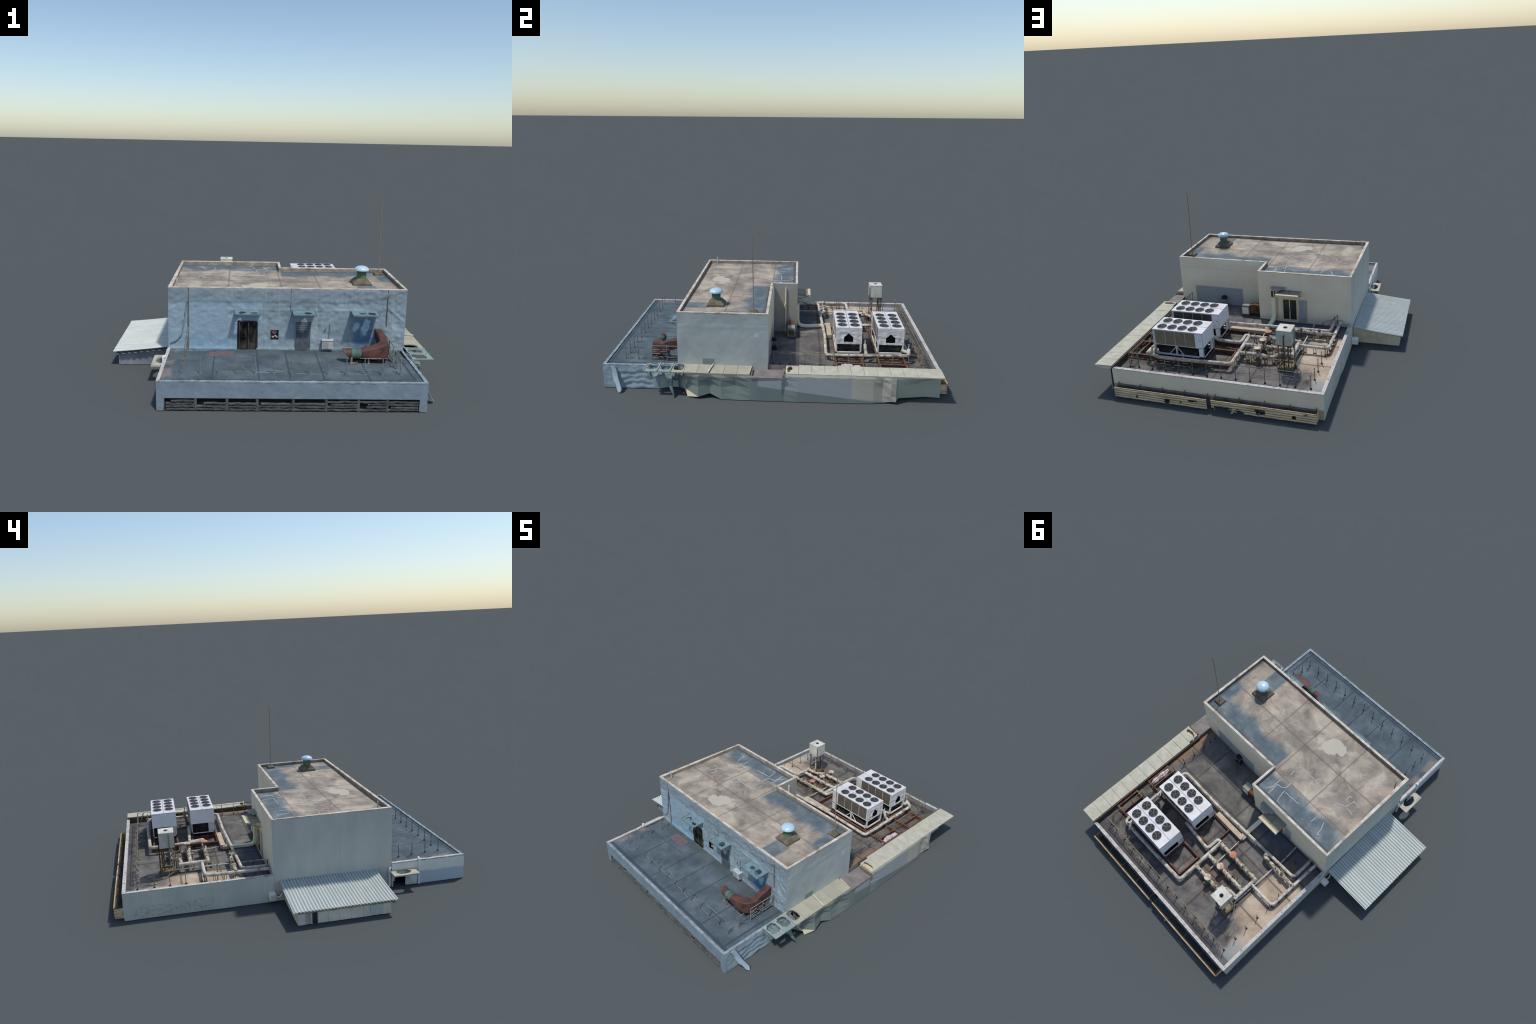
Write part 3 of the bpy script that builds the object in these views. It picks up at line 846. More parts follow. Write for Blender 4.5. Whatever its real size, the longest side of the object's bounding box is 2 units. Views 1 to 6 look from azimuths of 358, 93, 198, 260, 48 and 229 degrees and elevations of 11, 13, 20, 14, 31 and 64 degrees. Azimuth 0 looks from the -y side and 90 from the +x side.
rc.build('door_canopy', penthouse, [mottled('grey_canopy_sheet', col(140, 138, 128), col(166, 164, 154), 22), mottled('cream_canopy_lip', col(206, 198, 178), col(226, 220, 204), 22)])
sl = Part()
sl.sheet(lambda u, v: (-.088 + .098 * u, YD + (.026 + .022 * smooth(u, .1, .35) * (1 - smooth(u, .75, 1))) * v, .375 - .003 * v), 14, 4, 0, thick=(0, 0, -.0045))
sl.box(-.014, .014, YD - .002, YD + .002, .296, .345, 1)
sl.box(-.006, .000, YD, YD + .0035, .296, .345, 2)
sl.box(-.012, .012, YD + .001, YD + .0035, .342, .346, 2)
sl.build('window_hood', penthouse, [SLATE, GLASS, FRAME])
wd = Part()
def flat(pts, w, h, part, mat=0):
    """rectangular duct swept along pts"""
    pts = [Vector(p) for p in pts]
    rings = []
    side = None
    for i, p in enumerate(pts):
        d = (pts[min(i + 1, len(pts) - 1)] - pts[max(i - 1, 0)]).normalized()
        s_ = Vector((1, 0, 0))
        n = d.cross(s_).normalized()
        rings.append([p + s_ * w / 2 + n * h / 2, p - s_ * w / 2 + n * h / 2, p - s_ * w / 2 - n * h / 2, p + s_ * w / 2 - n * h / 2])
    part.loft(rings, mat, False)
flat([(-.002, YD + .007, .30), (-.001, YD + .008, .185), (0, YD + .013, .160), (.001, YD + .03, .147), (.001, YD + .06, .1435), (-.001, .325, .150)], .027, .015, wd)
wd.tube([(-.025, YD + .003, .345), (-.0245, YD + .003, .15)], .0022, 6, 1)
wd.build('wall_duct', penthouse, [mottled('pale_duct', col(128, 126, 120, 'N'), col(150, 146, 138, 'N'), 20), mottled('mossy_cable', col(86, 82, 56, 'N'), col(110, 104, 76, 'N'), 40)])
npipe = Part()
npipe.tube([(XD + .006, .0466, .14), (XD + .006, .0466, .4425)], .0050, 8, 0)
npipe.tube([(XD + .006, .0466, .345), (XD + .010, .040, .325), (XD + .003, .035, .300)], .0045, 6, 1, bend=.01)
npipe.build('downpipe', penthouse, [mottled('grey_white_pipe', col(150, 150, 146, 'E'), col(176, 174, 170, 'E'), 25), FRAME])

# small fan units in the notch
nu_ = Part()
nu_.box(.180, .232, .062, .112, .146, .207, 0)
nu_.box(.184, .228, .1115, .1135, .152, .200, 1)
nu_.box(.2315, .2335, .070, .106, .163, .193, 3)
nu_.loft([[Vector((.232, .062, .207)), Vector((.232, .112, .207)), Vector((.180, .112, .207)), Vector((.180, .062, .207))],
          [Vector((.226, .064, .213)), Vector((.226, .110, .213)), Vector((.180, .110, .213)), Vector((.180, .064, .213))]], 2, False)
nu_.loft([[Vector((.182, .064, .150)), Vector((.182, .11, .150)), Vector((.182, .11, .212)), Vector((.182, .064, .212))],
          [Vector((.15, .068, .158)), Vector((.15, .106, .158)), Vector((.15, .106, .222)), Vector((.15, .068, .222))],
          [Vector((.118, .068, .155)), Vector((.118, .106, .155)), Vector((.118, .106, .218)), Vector((.118, .068, .218))],
          [Vector((.102, .07, .165)), Vector((.102, .104, .165)), Vector((.102, .104, .20)), Vector((.102, .07, .20))]], 3, False)
for x in (.184, .228, .125):
    for y in (.066, .108):
        nu_.box(x - .003, x + .003, y - .003, y + .003, TR, .15, 3)
nu_.box(.178, .236, .058, .116, .139, .146, 3)
nu_.build('fan_unit', penthouse, [mottled('teal_unit', col(98, 124, 132), col(130, 150, 152), 20), mottled('pale_panel', col(120, 130, 128, 'N'), col(140, 146, 142, 'N'), 20), SLATE, mottled('orange_rust', col(76, 54, 42), col(134, 92, 68), 26)])
n2 = Part()
n2.box(.385, .43, YN - .002, YN + .042, .135, .150, 0)
for x in (.387, .428):
    for y in (YN + .002, YN + .040):
        n2.box(x - .002, x + .002, y - .002, y + .002, TR, .192, 1)
n2.box(.385, .43, YN, YN + .042, .188, .192, 1)
n2.lathe((.408, YN + .021, .20), [(.018, -.012), (.020, 0), (.012, .010)], 12, 0)
n2.build('fan_stand', penthouse, [MACHINE, RAILBLUE])

# ================================================================== FRONT TERRACE
ft = Part()
FX0, FX1 = -.5220, .7255
LX0, LX1, LZ = -.485, .691, .060
def kf(u, z):
    return not (LX0 < FX0 + u < LX1 and z < LZ)
def lump(u, z, p):
    return .0022 * fbm(p + Vector((4, 0, 0)), 9, 2)
wall(ft, (FX0, FY), (FX1, FY), 0, TFP, .0012, 14, .006, 0, keep=kf, extra=lambda u, z, p: .0018 * max(0, fbm(p, 30, 2)) * math.exp(-((z - .062) / .006) ** 2))
def fins(u, z, p):
    return .0022 * math.sin(z * 2 * math.pi / .034 + 5 * fbm(p, 11, 2)) * smooth(p.y, -.93, -.9) * (1 - smooth(p.y, -.72, -.69)) * (1 - smooth(z, .10, .125)) + .003 * fbm(p, 18, 2)
wall(ft, (FX1, FY), (FX1, YF), 0, TFP, .0016, 16, .008, 1, extra=fins, keep=lambda u, z: FY + u < -.668 or z > .118)
wall(ft, (FX0, YF), (FX0, FY), 0, TFP, .0008, 8, .008, 2, keep=lambda u, z: ((u - .050) / .042) ** 2 + (z / .078) ** 2 > 1)
terrace = ft.build('blue_terrace_wall', root, [FTWALL, ETWALL, WTWALL])
k = Part()
W = .0145
strip(k, (FX0, FY), (FX1, FY), (FX0 + W, FY + W), (FX1 - W, FY + W), TFP - .005, TFP, 0, .012, .0022)
strip(k, (FX1, FY), (FX1, YF), (FX1 - W, FY + W), (FX1 - W, YF), TFP - .005, TFP + .001, 0, .012, .0022)
strip(k, (FX0, YF), (FX0, FY), (FX0 + W, YF), (FX0 + W, FY + W), TFP - .005, TFP + .002, 1, .012, .0022)
k.build('terrace_kerb', terrace, [KERB_BLUE, KERB_WHITE])
fd = Part()
def front_fall(x, y):
    # sunk corners beside the penthouse wall, west and east
    w = .010 * (1 - smooth(x, -.34, -.24)) * smooth(y, -.74, -.68)
    e = .007 * smooth(x, .30, .42) * smooth(y, -.70, -.62)
    return -w - e
floor(fd, FX0 + .010, FX1 - .010, FY + .010, YF + .003, TF - .0015, .0008, .012, rise=front_fall)
fd.build('slate_deck', terrace, FDECK)
back = Part()
back.box(LX0 - .005, LX1 + .005, FY + .012, FY + .026, 0, LZ + .004, 0)
back.box(LX0 - .004, LX0, FY, FY + .022, 0, LZ, 1)
back.box(LX1, LX1 + .004, FY, FY + .022, 0, LZ, 1)
back.box(LX0, LX1, FY + .001, FY + .022, LZ, LZ + .004, 1)
back.build('louvre_backing', terrace, [BLACK, LOUVRE])
mull = [LX0, -.345, -.2, -.061, .105, .258, .407, .541, LX1]
for x in mull[1:-1]:
    m_ = Part()
    m_.sheet(lambda u, v: (x - .007 + .014 * u + .0015 * fbm((x, v, 0), 5, 2), FY + .006 - .005 * math.sin(math.pi * u) + .0015 * fbm((x + u, v * 3, 1), 3, 2), LZ * v), 5, 12, 0, thick=(0, .014, 0))
    m_.build('louvre_mullion', terrace, LOUVRE)
rl = random.Random(5)
for a, b in zip(mull, mull[1:]):
    for i in range(4):
        zc = .006 + i * .0135 + rl.uniform(-.001, .001)
        if i == 3 and rl.random() < .25:
            continue
        a2, b2 = a + .005, b - .005
        if rl.random() < .2:
            a2 += rl.uniform(.01, .04)
        s_ = rl.uniform(0, 50)
        p = Part()
        k2 = 30
        rings = []
        for j in range(k2 + 1):
            x = a2 + (b2 - a2) * j / k2
            dz = .0032 * fbm((x, s_, 0), 26, 3)
            dy = -.0015 + .0026 * fbm((x, s_, 9), 26, 3)
            h = .0036 + .0012 * fbm((x, s_, 4), 40, 2)
            y = FY + .004 + dy
            rings.append([Vector((x, y, zc - h + dz)), Vector((x, y + .013, zc + .002 + dz)), Vector((x, y + .013, zc + .005 + dz)), Vector((x, y - .001, zc + h + dz))])
        p.loft(rings, 0, False)
        p.build('louvre_slat', terrace, LOUVRE)
scr = Part()
for l, w in (([(-.103, -.852), (-.137, -.788)], .0013), ([(-.248, -.873), (-.162, -.859), (-.011, -.875), (.069, -.854)], .0012), ([(-.025, -.835), (.05, -.848)], .0016), ([(.122, -.875), (.247, -.889)], .0013), ([(-.08, -.868), (-.02, -.862)], .002), ([(.31, -.872), (.47, -.884)], .0012)):
    smear(scr, l, TF - .0004, w, .002)
scr.build('deck_mortar_smear', terrace, mottled('pale_mortar', col(112, 128, 142), col(140, 156, 170), 40), stuff=True)

# railing posts of the front terrace
def post_mesh(name, mats, h, seed, knobs=True):
    p = Part()
    rr = random.Random(seed)
    p.lathe((0, 0, 0), [(.0075, -.002), (.006, .003), (.0032, .009)], 9, 1)
    p.tube([(0, 0, .004), (rr.uniform(-.001, .001), rr.uniform(-.001, .001), h * .5), (0, 0, h)], .0022, 6, 0, step=.006, rough=lambda t: 1 + .45 * fbm((t, seed, 0), 90, 2))
    if knobs:
        for q in range(rr.randint(1, 3)):
            z = h * rr.choice((.38, .42, .62, .68))
            L = rr.uniform(.003, .008)
            p.tube([(-L * rr.random(), 0, z), (L, rr.uniform(-.002, .002), z + rr.uniform(-.002, .002))], .0015, 5, 0)
    return p.build(name, None, mats, data_only=True)
FPOST = [post_mesh('grey_railing_post', [RAILBLUE, MOUND_F], .081, i) for i in range(4)]
for i in range(13):
    place('railing_post', terrace, FPOST[i % 4], (-.4155 + .0865 * i, -.888, TF), rot=0 if i % 3 else math.pi)
for j, (x, y) in enumerate([(-.4165, -.806), (-.4165, -.724), (-.415, -.642), (.6235, -.812)]):
    place('railing_post', terrace, FPOST[j % 4], (x, y, TF + front_fall(x, y)), rot=math.pi / 2)
fr = Part()
for a, b in ((.278, .315), (.365, .375), (.425, .53), (.545, .56), (.612, .628)):
    fr.tube([(a, -.887, TF + .081), (b, -.887, TF + .0805)], .0018, 6, 0)
for a, b, z in (((.6235, -.888), (.6235, -.868), .081), ((.6235, -.83), (.625, -.775), .081)):
    fr.tube([(*a, TF + z), (*b, TF + z)], .0018, 6, 0)
fr.tube([(.6235, -.888, TF + .042), (.624, -.872, TF + .036), (.624, -.86, TF + .040)], .0025, 6, 0)
fr.tube([(.6235, -.812, TF + .042), (.624, -.79, TF + .022), (.625, -.775, TF + .012)], .0022, 6, 0)
fr.tube([(.624, -.785, TF + .078), (.626, -.765, TF + .055)], .002, 6, 0)
fr.tube([(-.4125, -.642, TF + .081), (-.413, -.60, TF + .09), (-.414, -.559, TF + .12)], .0016, 6, 0)
fr.tube([(-.415, -.60, TF), (-.4155, -.60, TF + .075)], .002, 6, 0)
fr.build('railing_scrap', terrace, RAILBLUE, stuff=True)
gr = Part()
for y in (-.730, -.6405, -.562):
    gr.tube([(.6265, y, TF - .002), (.627, y, TF + .085)], .0028, 7, 0)
gr.tube([(.627, -.732, TF + .085), (.627, -.556, TF + .086)], .0026, 7, 0)
rg = random.Random(4)
for z in (.062, .05, .035, .02, .012):
    y = -.728
    while y < -.58:
        L = rg.uniform(.015, .05)
        gr.tube([(.6268, y, TF + z + rg.uniform(-.003, .003)), (.6268, min(-.565, y + L), TF + z + rg.uniform(-.003, .003))], .0022, 5, 0)
        y += L + rg.uniform(.0, .02)
gr.build('duct_guard_rail', terrace, RAILBLUE)

# brown air duct on the front deck
du = Part()
def rr_ring(c, ax_n, hw, hh, side, power=4, n=20):
    """superellipse section at c; ax_n is the run, side the width direction"""
    d = Vector(ax_n).normalized()
    s_ = Vector(side)
    s_ = (s_ - d * s_.dot(d)).normalized()
    u = s_.cross(d)
    if u.z < 0:
        u = -u
    out = []
    for i in range(n):
        a = 2 * math.pi * i / n
        ca, sa = math.cos(a), math.sin(a)
        out.append(Vector(c) + s_ * hw * math.copysign(abs(ca) ** (2 / power), ca) + u * hh * math.copysign(abs(sa) ** (2 / power), sa))
    return out
Yd = -.722
def mouth(xc, tilt, r):
    return [Vector((xc - tilt * r * math.sin(a), Yd - r * math.cos(a), .183 + r * math.sin(a))) for a in (2 * math.pi * i / 20 for i in range(20))]
du.loft([mouth(.394, .5, .020), mouth(.387, .85, .0235), mouth(.388, .80, .0252), mouth(.416, 0, .0252)], 0)
du.loft([rr_ring((.414, Yd, .183), (1, 0, 0), .0260, .0264, (0, -1, 0), 2), rr_ring((.462, Yd, .184), (1, 0, 0), .0260, .0264, (0, -1, 0), 2)], 1)
du.loft([rr_ring((.460, Yd, .184), (1, 0, 0), .0250, .0255, (0, -1, 0), 2.3), rr_ring((.478, Yd, .184), (1, 0, 0), .026, .026, (0, -1, 0), 5),
         rr_ring((.520, Yd + .002, .187), (1, .03, .02), .028, .031, (0, -1, 0), 8), rr_ring((.560, Yd + .008, .190), (1, .25, .04), .028, .038, (0, -1, 0), 10),
         rr_ring((.583, Yd + .028, .192), (.5, .8, .1), .027, .041, (.8, -.5, 0), 10), rr_ring((.590, Yd + .058, .200), (.05, 1, .25), .021, .036, (1, 0, 0), 10),
         rr_ring((.588, Yd + .110, .224), (0, 1, .40), .0195, .029, (1, 0, 0), 10), rr_ring((.585, YF - .010, .234), (0, 1, .2), .0185, .026, (1, 0, 0), 10), rr_ring((.585, YF + .004, .235), (0, 1, 0), .0185, .025, (1, 0, 0), 10)], 0, True)
# black box and patches standing in for the torn underside and open seams
du.box(.43, .585, Yd - .016, Yd + .018, TF, .152, 3)
for x, z in ((.505, .163), (.548, .158), (.574, .160)):
    du.sheet(lambda u, v: (x - .008 + .016 * u, Yd - .029 + (x - .505) * .10 - .0012, z - .006 + .012 * v), 8, 6, 3, keep=lambda u, v: (u - .5) ** 2 + (v - .5) ** 2 + .12 * fbm((u, v, x), 4, 2) < .16)
for x, y in ((.415, Yd - .02), (.415, Yd + .02), (.50, Yd - .022), (.50, Yd + .022), (.57, Yd - .01)):
    du.box(x - .004, x + .004, y - .003, y + .003, TF - .002, .172, 2)
du.box(.405, .445, Yd - .034, Yd - .028, TF, TF + .01, 2)
du.build('air_duct', terrace, [DUCT, DUCT_G, RAIL, BLACK], angle=50)

# leaning root-like strip at the front east corner and hanging horn
def blade(part, pts, widths, thick, mat=0):
    rings = []
    for i, (p, w) in enumerate(zip(pts, widths)):
        p = Vector(p)
        q = Vector((0, 1, 0)) * w
        t = Vector((thick, 0, 0))
        rings.append([p - q, p - q * .4 + t, p + q * .5 + t, p + q, p + q * .3 - t * .4, p - q * .5 - t * .4])
    part.loft(rings, mat, True)
sp = Part()
spp, sww = [], []
for i in range(13):
    t = i / 12
    spp.append((.7265 + .003 * t + .062 * t ** 1.5, -.940 + .055 * t + .003 * math.sin(9 * t), .134 - .131 * t))
    sww.append(.010 + .010 * math.sin(math.pi * (.25 + .6 * t)) + .0025 * fbm((t, 0, 0), 6, 2))
sww[-1] = .006
blade(sp, spp, sww, .004)
sp.build('leaning_strip', terrace, ETWALL)

# west side: service ledge with a hole, pipes, box
wl = Part()
wl.sheet(lambda u, v: (-.524 - .068 * u, -.692 + .150 * v, .099 - .002 * u + .0012 * fbm((u, v, 2), 4, 2)), 26, 54, 0,
         keep=lambda u, v: ((u - .40) / .36) ** 2 + ((v - .52) / .30) ** 2 + .25 * fbm((u * 4, v * 4, 6), 1.3, 2) > 1, thick=(0, 0, -.008))
wl.build('service_ledge', terrace, mottled('cream_service_ledge', col(168, 170, 160), col(196, 196, 186), 20))
wb = Part()
wb.sheet(lambda u, v: (-.523 - .014 * math.sin(math.pi * min(1, v * .9 + .1)) * (.35 + .65 * math.sin(math.pi * u)) - .003 * fbm((u, v, 3), 4, 2), -.705 + .070 * u, .004 + .088 * v), 14, 14, 0)
wb.build('ledge_bracket', terrace, mottled('blue_bracket', col(84, 100, 114, 'W'), col(112, 126, 136, 'W'), 20))
wp = Part()
wp.tube([(-.5265, -.717, .0), (-.5265, -.717, .155), (-.512, -.717, .158)], .0048, 8, 0, bend=.008)
wp.tube([(-.5165, -.553, .117), (-.5275, -.538, .1175), (-.5275, -.538, .01)], .0055, 8, 1, bend=.012)
wp.build('service_downpipe', terrace, [mottled('grey_downpipe', col(140, 146, 150, 'W'), col(164, 168, 172, 'W'), 20), mottled('blue_grey_downpipe', col(112, 128, 144, 'W'), col(140, 154, 168, 'W'), 20)])

# ================================================================== REAR TERRACE
rt = Part()
GX0, GX1, GXa, GXb = -.4845, .6905, .0985, .1250   # slat screen runs and the pier between
def kn(u, z):
    x = BX1 - u
    return not (GX0 < x < .684 and z < .060 and not (GXa < x < GXb))
wall(rt, (BX1, BY), (BX0, BY), 0, TRP, .0006, 8, .010, 0)
wall(rt, (BX0, BY), (BX0, YD - .002), 0, TRP, .0010, 7, .014, 1, extra=lambda u, z, p: -.002 * smooth(p.y, .44, .46) * (1 - smooth(p.y, .87, .89)) * (1 - smooth(z, .035, .045)))
wall(rt, (BX1, YN), (BX1, BY), 0, TR + .04, .0005, 7, .03, 2)
wall(rt, (BX0 + .018, YD), (BX0 + .018, BY - .018), TR - .01, TRP, .0006, 9, .02, 3)
wall(rt, (BX0 + .018, BY - .018), (BX1, BY - .018), TR - .01, TRP, .0006, 9, .02, 3)
rear = rt.build('plant_terrace_wall', root, [MN, MW, LEDGE, mottled('rear_parapet_inside', col(92, 96, 100, 'S'), col(136, 144, 152, 'S'), 14)])
k = Part()
strip(k, (BX1, BY), (BX0, BY), (BX1 - .018, BY - .018), (BX0 + .018, BY - .018), TRP - .004, TRP, 0, .012, .0016)
strip(k, (BX0, BY), (BX0, YD), (BX0 + .018, BY - .018), (BX0 + .018, YD), TRP - .004, TRP, 0, .012, .0016)
rk = random.Random(8)
for i in range(34):
    x = BX0 + .02 + (BX1 - BX0 - .04) * i / 33
    k.lathe((x + rk.uniform(-.004, .004), BY - .009 + rk.uniform(-.003, .003), TRP - .0006), [(.0028, 0), (.0022, .0012), (.0003, .0016)], 7, 1)
for i in range(20):
    y = YD + .03 + (BY - YD - .05) * i / 19
    k.lathe((BX0 + .009 + rk.uniform(-.003, .003), y, TRP - .0006), [(.0028, 0), (.0022, .0012), (.0003, .0016)], 7, 1)
k.build('terrace_coping', rear, [KERB_WHITE, mottled('kerb_bolt', col(110, 106, 100), col(140, 134, 126), 60)])
rdk = Part()
def rear_fall(x, y):
    return .010 * smooth(x, -.15, .20) * (1 - smooth(y, .30, .46))
floor(rdk, BX0 + .014, BX1, YD - .004, BY - .014, TR, .0009, .016, rise=rear_fall)
floor(rdk, XD - .004, BX1, YN - .004, YD - .004, TR, .0009, .016, rise=rear_fall)
rdk.build('plant_deck', rear, RDECK)
rb = Part()
for a_, b_ in ((GX0, GXa), (GXb, GX1)):
    rb.sheet(lambda u, v: (b_ + (a_ - b_) * u, BY + .010 + .0015 * fbm((u * 7, v, a_), 3, 2), .056 * v), 30, 6, 0)
    rb.sheet(lambda u, v: (b_ + (a_ - b_) * u, BY + .010 - .011 * v, .056 + .006 * v + .001 * fbm((u * 9, v, a_), 3, 2)), 30, 3, 0)
rb.build('screen_ledge', rear, [mottled('grimy_ledge', (.10, .095, .085, 1), (.24, .22, .19, 1), 20), SLATW])

# ribbed slat screens hung in front of the recess
def screen(x0, x1, seed, tears):
    p = Part()
    n = int((x1 - x0) / .005)
    def fn(u, v):
        x, z = x0 + (x1 - x0) * u, .0025 + .058 * v
        return (x, .9795 + .0075 * abs(math.sin(v * math.pi * 4.0 + .25 * fbm((x, 0, seed), 9, 2))) ** .7 + .002 * fbm((x, z, seed), 30, 2), z + .001 * fbm((x, seed, 0), 20, 2))
    p.sheet(fn, n, 26, 0, thick=(0, -.003, 0), keep=lambda u, v: not any(((x0 + (x1 - x0) * u - tx) / rx) ** 2 + ((.0025 + .058 * v - tz) / rz) ** 2 + .9 * fbm((u * 9, v * 5, seed), 2.2, 3) < 1 for tx, tz, rx, rz in tears))
    o = p.build('slat_screen', rear, SLATW)
    t = Part()
    t.tube([(x0 - .001, .986, .0645), ((x0 + x1) / 2, .987, .066), (x1 + .001, .986, .0645)], .0040, 7, 0, step=.02, rough=lambda q: 1 + .25 * fbm((q, seed, 0), 30, 2))
    t.build('screen_rail', rear, SLATRAIL)
    b = Part()
    k_ = 5
    for i in range(k_):
        x = x0 + .008 + (x1 - x0 - .016) * i / (k_ - 1)
        b.tube([(x, BY, .074), (x, .962, .069), (x, .984, .062)], .0022, 5, 0)
        b.tube([(x + .004, BY, .052), (x + .004, .982, .05)], .0016, 5, 0)
        b.box(x - .008, x + .008, BY, BY + .0015, .066, .080, 1)
    b.build('screen_bracket', rear, [RUST, MN])
screen(.1255, .690, 1, [(.365, .018, .018, .022), (.28, .024, .008, .006), (.21, .044, .030, .006), (.55, .022, .008, .01)])
screen(-.4835, .098, 2, [(.030, .006, .070, .033), (-.060, .004, .03, .03), (-.175, .034, .030, .018), (-.365, .028, .015, .012), (-.43, .052, .01, .005)])
for x in (GX0, .0985, .1250, .6905):
    e = Part()
    e.sheet(lambda u, v: (x + .001 * fbm((u, v, x), 4, 2), BY + .049 * u, .003 + .058 * v), 6, 6, 0, thick=(.002, 0, 0))
    if abs(x) > .3:
        e.build('screen_end', rear, SLATW)
ef = Part()
ef.box(-.03, -.018, .976, 1.0, .010, .014, 0)
ef.build('fallen_slat', rear, SLATW)

# railings of the rear terrace
RPOST = [post_mesh('tan_railing_post', [RAIL, MOUND], .0895, 20 + i) for i in range(5)]
xs = [.648] + [-.4265 + .0849 * i for i in range(13)]
for i, x in enumerate(xs):
    place('railing_post', rear, RPOST[i % 5], (x, .8565 if x < .6 else .858, TR), rot=0)
for i, y in enumerate((-.012, .03, .086, .17, .2548, .339, .424, .507, .595, .6784, .7658)):
    place('railing_post', rear, RPOST[(i + 2) % 5], (.648, y, TR + rear_fall(.648, y)), rot=math.pi / 2, scale=(1, 1, .9 if y < .35 else 1))
for i, y in enumerate((.766, .681, .5945, .508)):
    place('railing_post', rear, RPOST[(i + 1) % 5], (-.4255, y, TR), rot=math.pi / 2, scale=(1, 1, (.85, .95, .9, .8)[i]))
rr_ = Part()
zt = TR + .0895
rr_.tube([(.648, -.03, zt - .003), (.648, .40, zt - .002), (.648, .852, zt)], .0019, 6, 0, step=.03, rough=lambda t: 1 + .25 * fbm((t, 1, 0), 40, 2))
rr_.tube([(.648, .852, zt), (.10, .853, zt + .0015)], .0022, 6, 0, step=.03, rough=lambda t: 1 + .3 * fbm((t, 2, 0), 40, 2))
rr_.tube([(.085, .853, zt), (-.20, .853, zt + .002), (-.345, .853, zt)], .0020, 6, 0, step=.03, rough=lambda t: 1 + .3 * fbm((t, 3, 0), 40, 2))
rr_.tube([(-.385, .852, zt + .001), (-.4275, .852, zt + .001), (-.4285, .838, zt + .001)], .0018, 6, 0)
for y in (.766, .681, .595):
    pass
rr_.build('railing_top_rail', rear, RAIL)
rb_ = Part()
rz = random.Random(9)
for row, z0 in enumerate((TR + .064, TR + .046, TR + .030)):
    x = .64
    while x > -.42:
        L = rz.uniform(.01, .05)
        dense = x > .28 or -.1 > x > -.33
        if rz.random() < (.85 if dense else .35):
            rb_.tube([(x, .8555 + rz.uniform(-.002, .002), z0 + rz.uniform(-.002, .002)), (x - L, .8555 + rz.uniform(-.002, .002), z0 + rz.uniform(-.002, .002))], rz.uniform(.0011, .0018), 5, row % 2)
        x -= L + rz.uniform(.002, .02)
y = .0
while y < .84:
    L = rz.uniform(.02, .07)
    for z0 in (TR + .058, TR + .030):
        if rz.random() < (.9 if y > .35 else .25):
            rb_.tube([(.648, y, z0), (.648, min(.845, y + L * rz.uniform(.5, 1)), z0 + rz.uniform(-.002, .002))], .0013, 5, 0)
    y += L
for x in (.643, .649, .655):
    for i in range(6):
        rb_.tube([(x, .845 - i * .004, TR + .012 + .013 * i), (x - .004, .840 - i * .006, TR + .02 + .013 * i)], .002, 5, 0)
rb_.build('broken_railing_wire', rear, [mottled('tan_rusty_wire', col(120, 100, 78), col(170, 150, 124), 60), RAIL], stuff=True)

# red-oxide support frames
for ya, yb in ((.604, .754), (.353, .508)):
    f_ = Part()
    zc, h = TR + .0145, .029
    for y in (ya, yb):
        f_.beam((.086, y, zc), (.708, y, zc), .003, h)
        f_.beam((.086, y, zc + h / 2 - .0012), (.708, y, zc + h / 2 - .0012), .011, .0028)
        f_.beam((.086, y, TR + .0014), (.708, y, TR + .0014), .011, .0028)
    for x in (.090, .222, .54, .650, .703):
        f_.beam((x, ya, zc), (x, yb, zc), .003, h - .004)
        f_.beam((x, ya, zc + h / 2 - .0025), (x, yb, zc + h / 2 - .0025), .009, .0028)
    f_.build('support_frame', rear, RUSTBEAM)

bag = Part()
def blob(part, c, r, seed, mat=0, n=18):
    rings = []
    for i in range(1, n):
        th = math.pi * i / n
        ring = []
        for j in range(n * 2):
            ph = math.pi * j / n
            d = Vector((math.sin(th) * math.cos(ph), math.sin(th) * math.sin(ph), math.cos(th)))
            k_ = 1 + .22 * fbm(d + Vector((seed, 0, 0)), 2.6, 4)
            ring.append(Vector(c) + Vector((d.x * r[0], d.y * r[1], d.z * r[2])) * k_)
        rings.append(ring)
    part.loft(rings, mat, True)
blob(bag, (.680, .415, .147), (.020, .042, .017), 3)
blob(bag, (.682, .470, .145), (.018, .030, .014), 9)
blob(bag, (.684, .370, .143), (.014, .022, .011), 5)
bag.build('plastic_bag', rear, BAG)

# ================================================================== CHILLERS
fan = Part()
fan.lathe((0, 0, 0), [(.0292, 0), (.0292, .0022), (.0272, .0022), (.0272, .0006)], 28, 0, smooth=False, caps=False)
fan.lathe((0, 0, 0), [(.0272, .0002), (.0272, .0006)], 28, 1, smooth=False)
for i in range(5):
    a = 2 * math.pi * i / 5
    def bl(u, v):
        r = .005 + .0205 * u
        t = a + (v - .5) * (.72 - .15 * u) + .25 * u
        return (r * math.cos(t), r * math.sin(t), .0012 + .0011 * v)
    fan.sheet(bl, 4, 4, 2, thick=(0, 0, -.0004))
fan.lathe((0, 0, 0), [(.0048, .0006), (.0048, .003), (.0025, .0036)], 10, 3)
for r in (.0125, .0205):
    pr = [(r - .0004, .0030), (r, .0034), (r + .0004, .0030)]
    fan.lathe((0, 0, 0), pr, 24, 4, caps=False)
for i in range(4):
    a = math.pi * i / 4
    fan.beam((-.0275 * math.cos(a), -.0275 * math.sin(a), .0032), (.0275 * math.cos(a), .0275 * math.sin(a), .0032), .0006, .0006, 4)
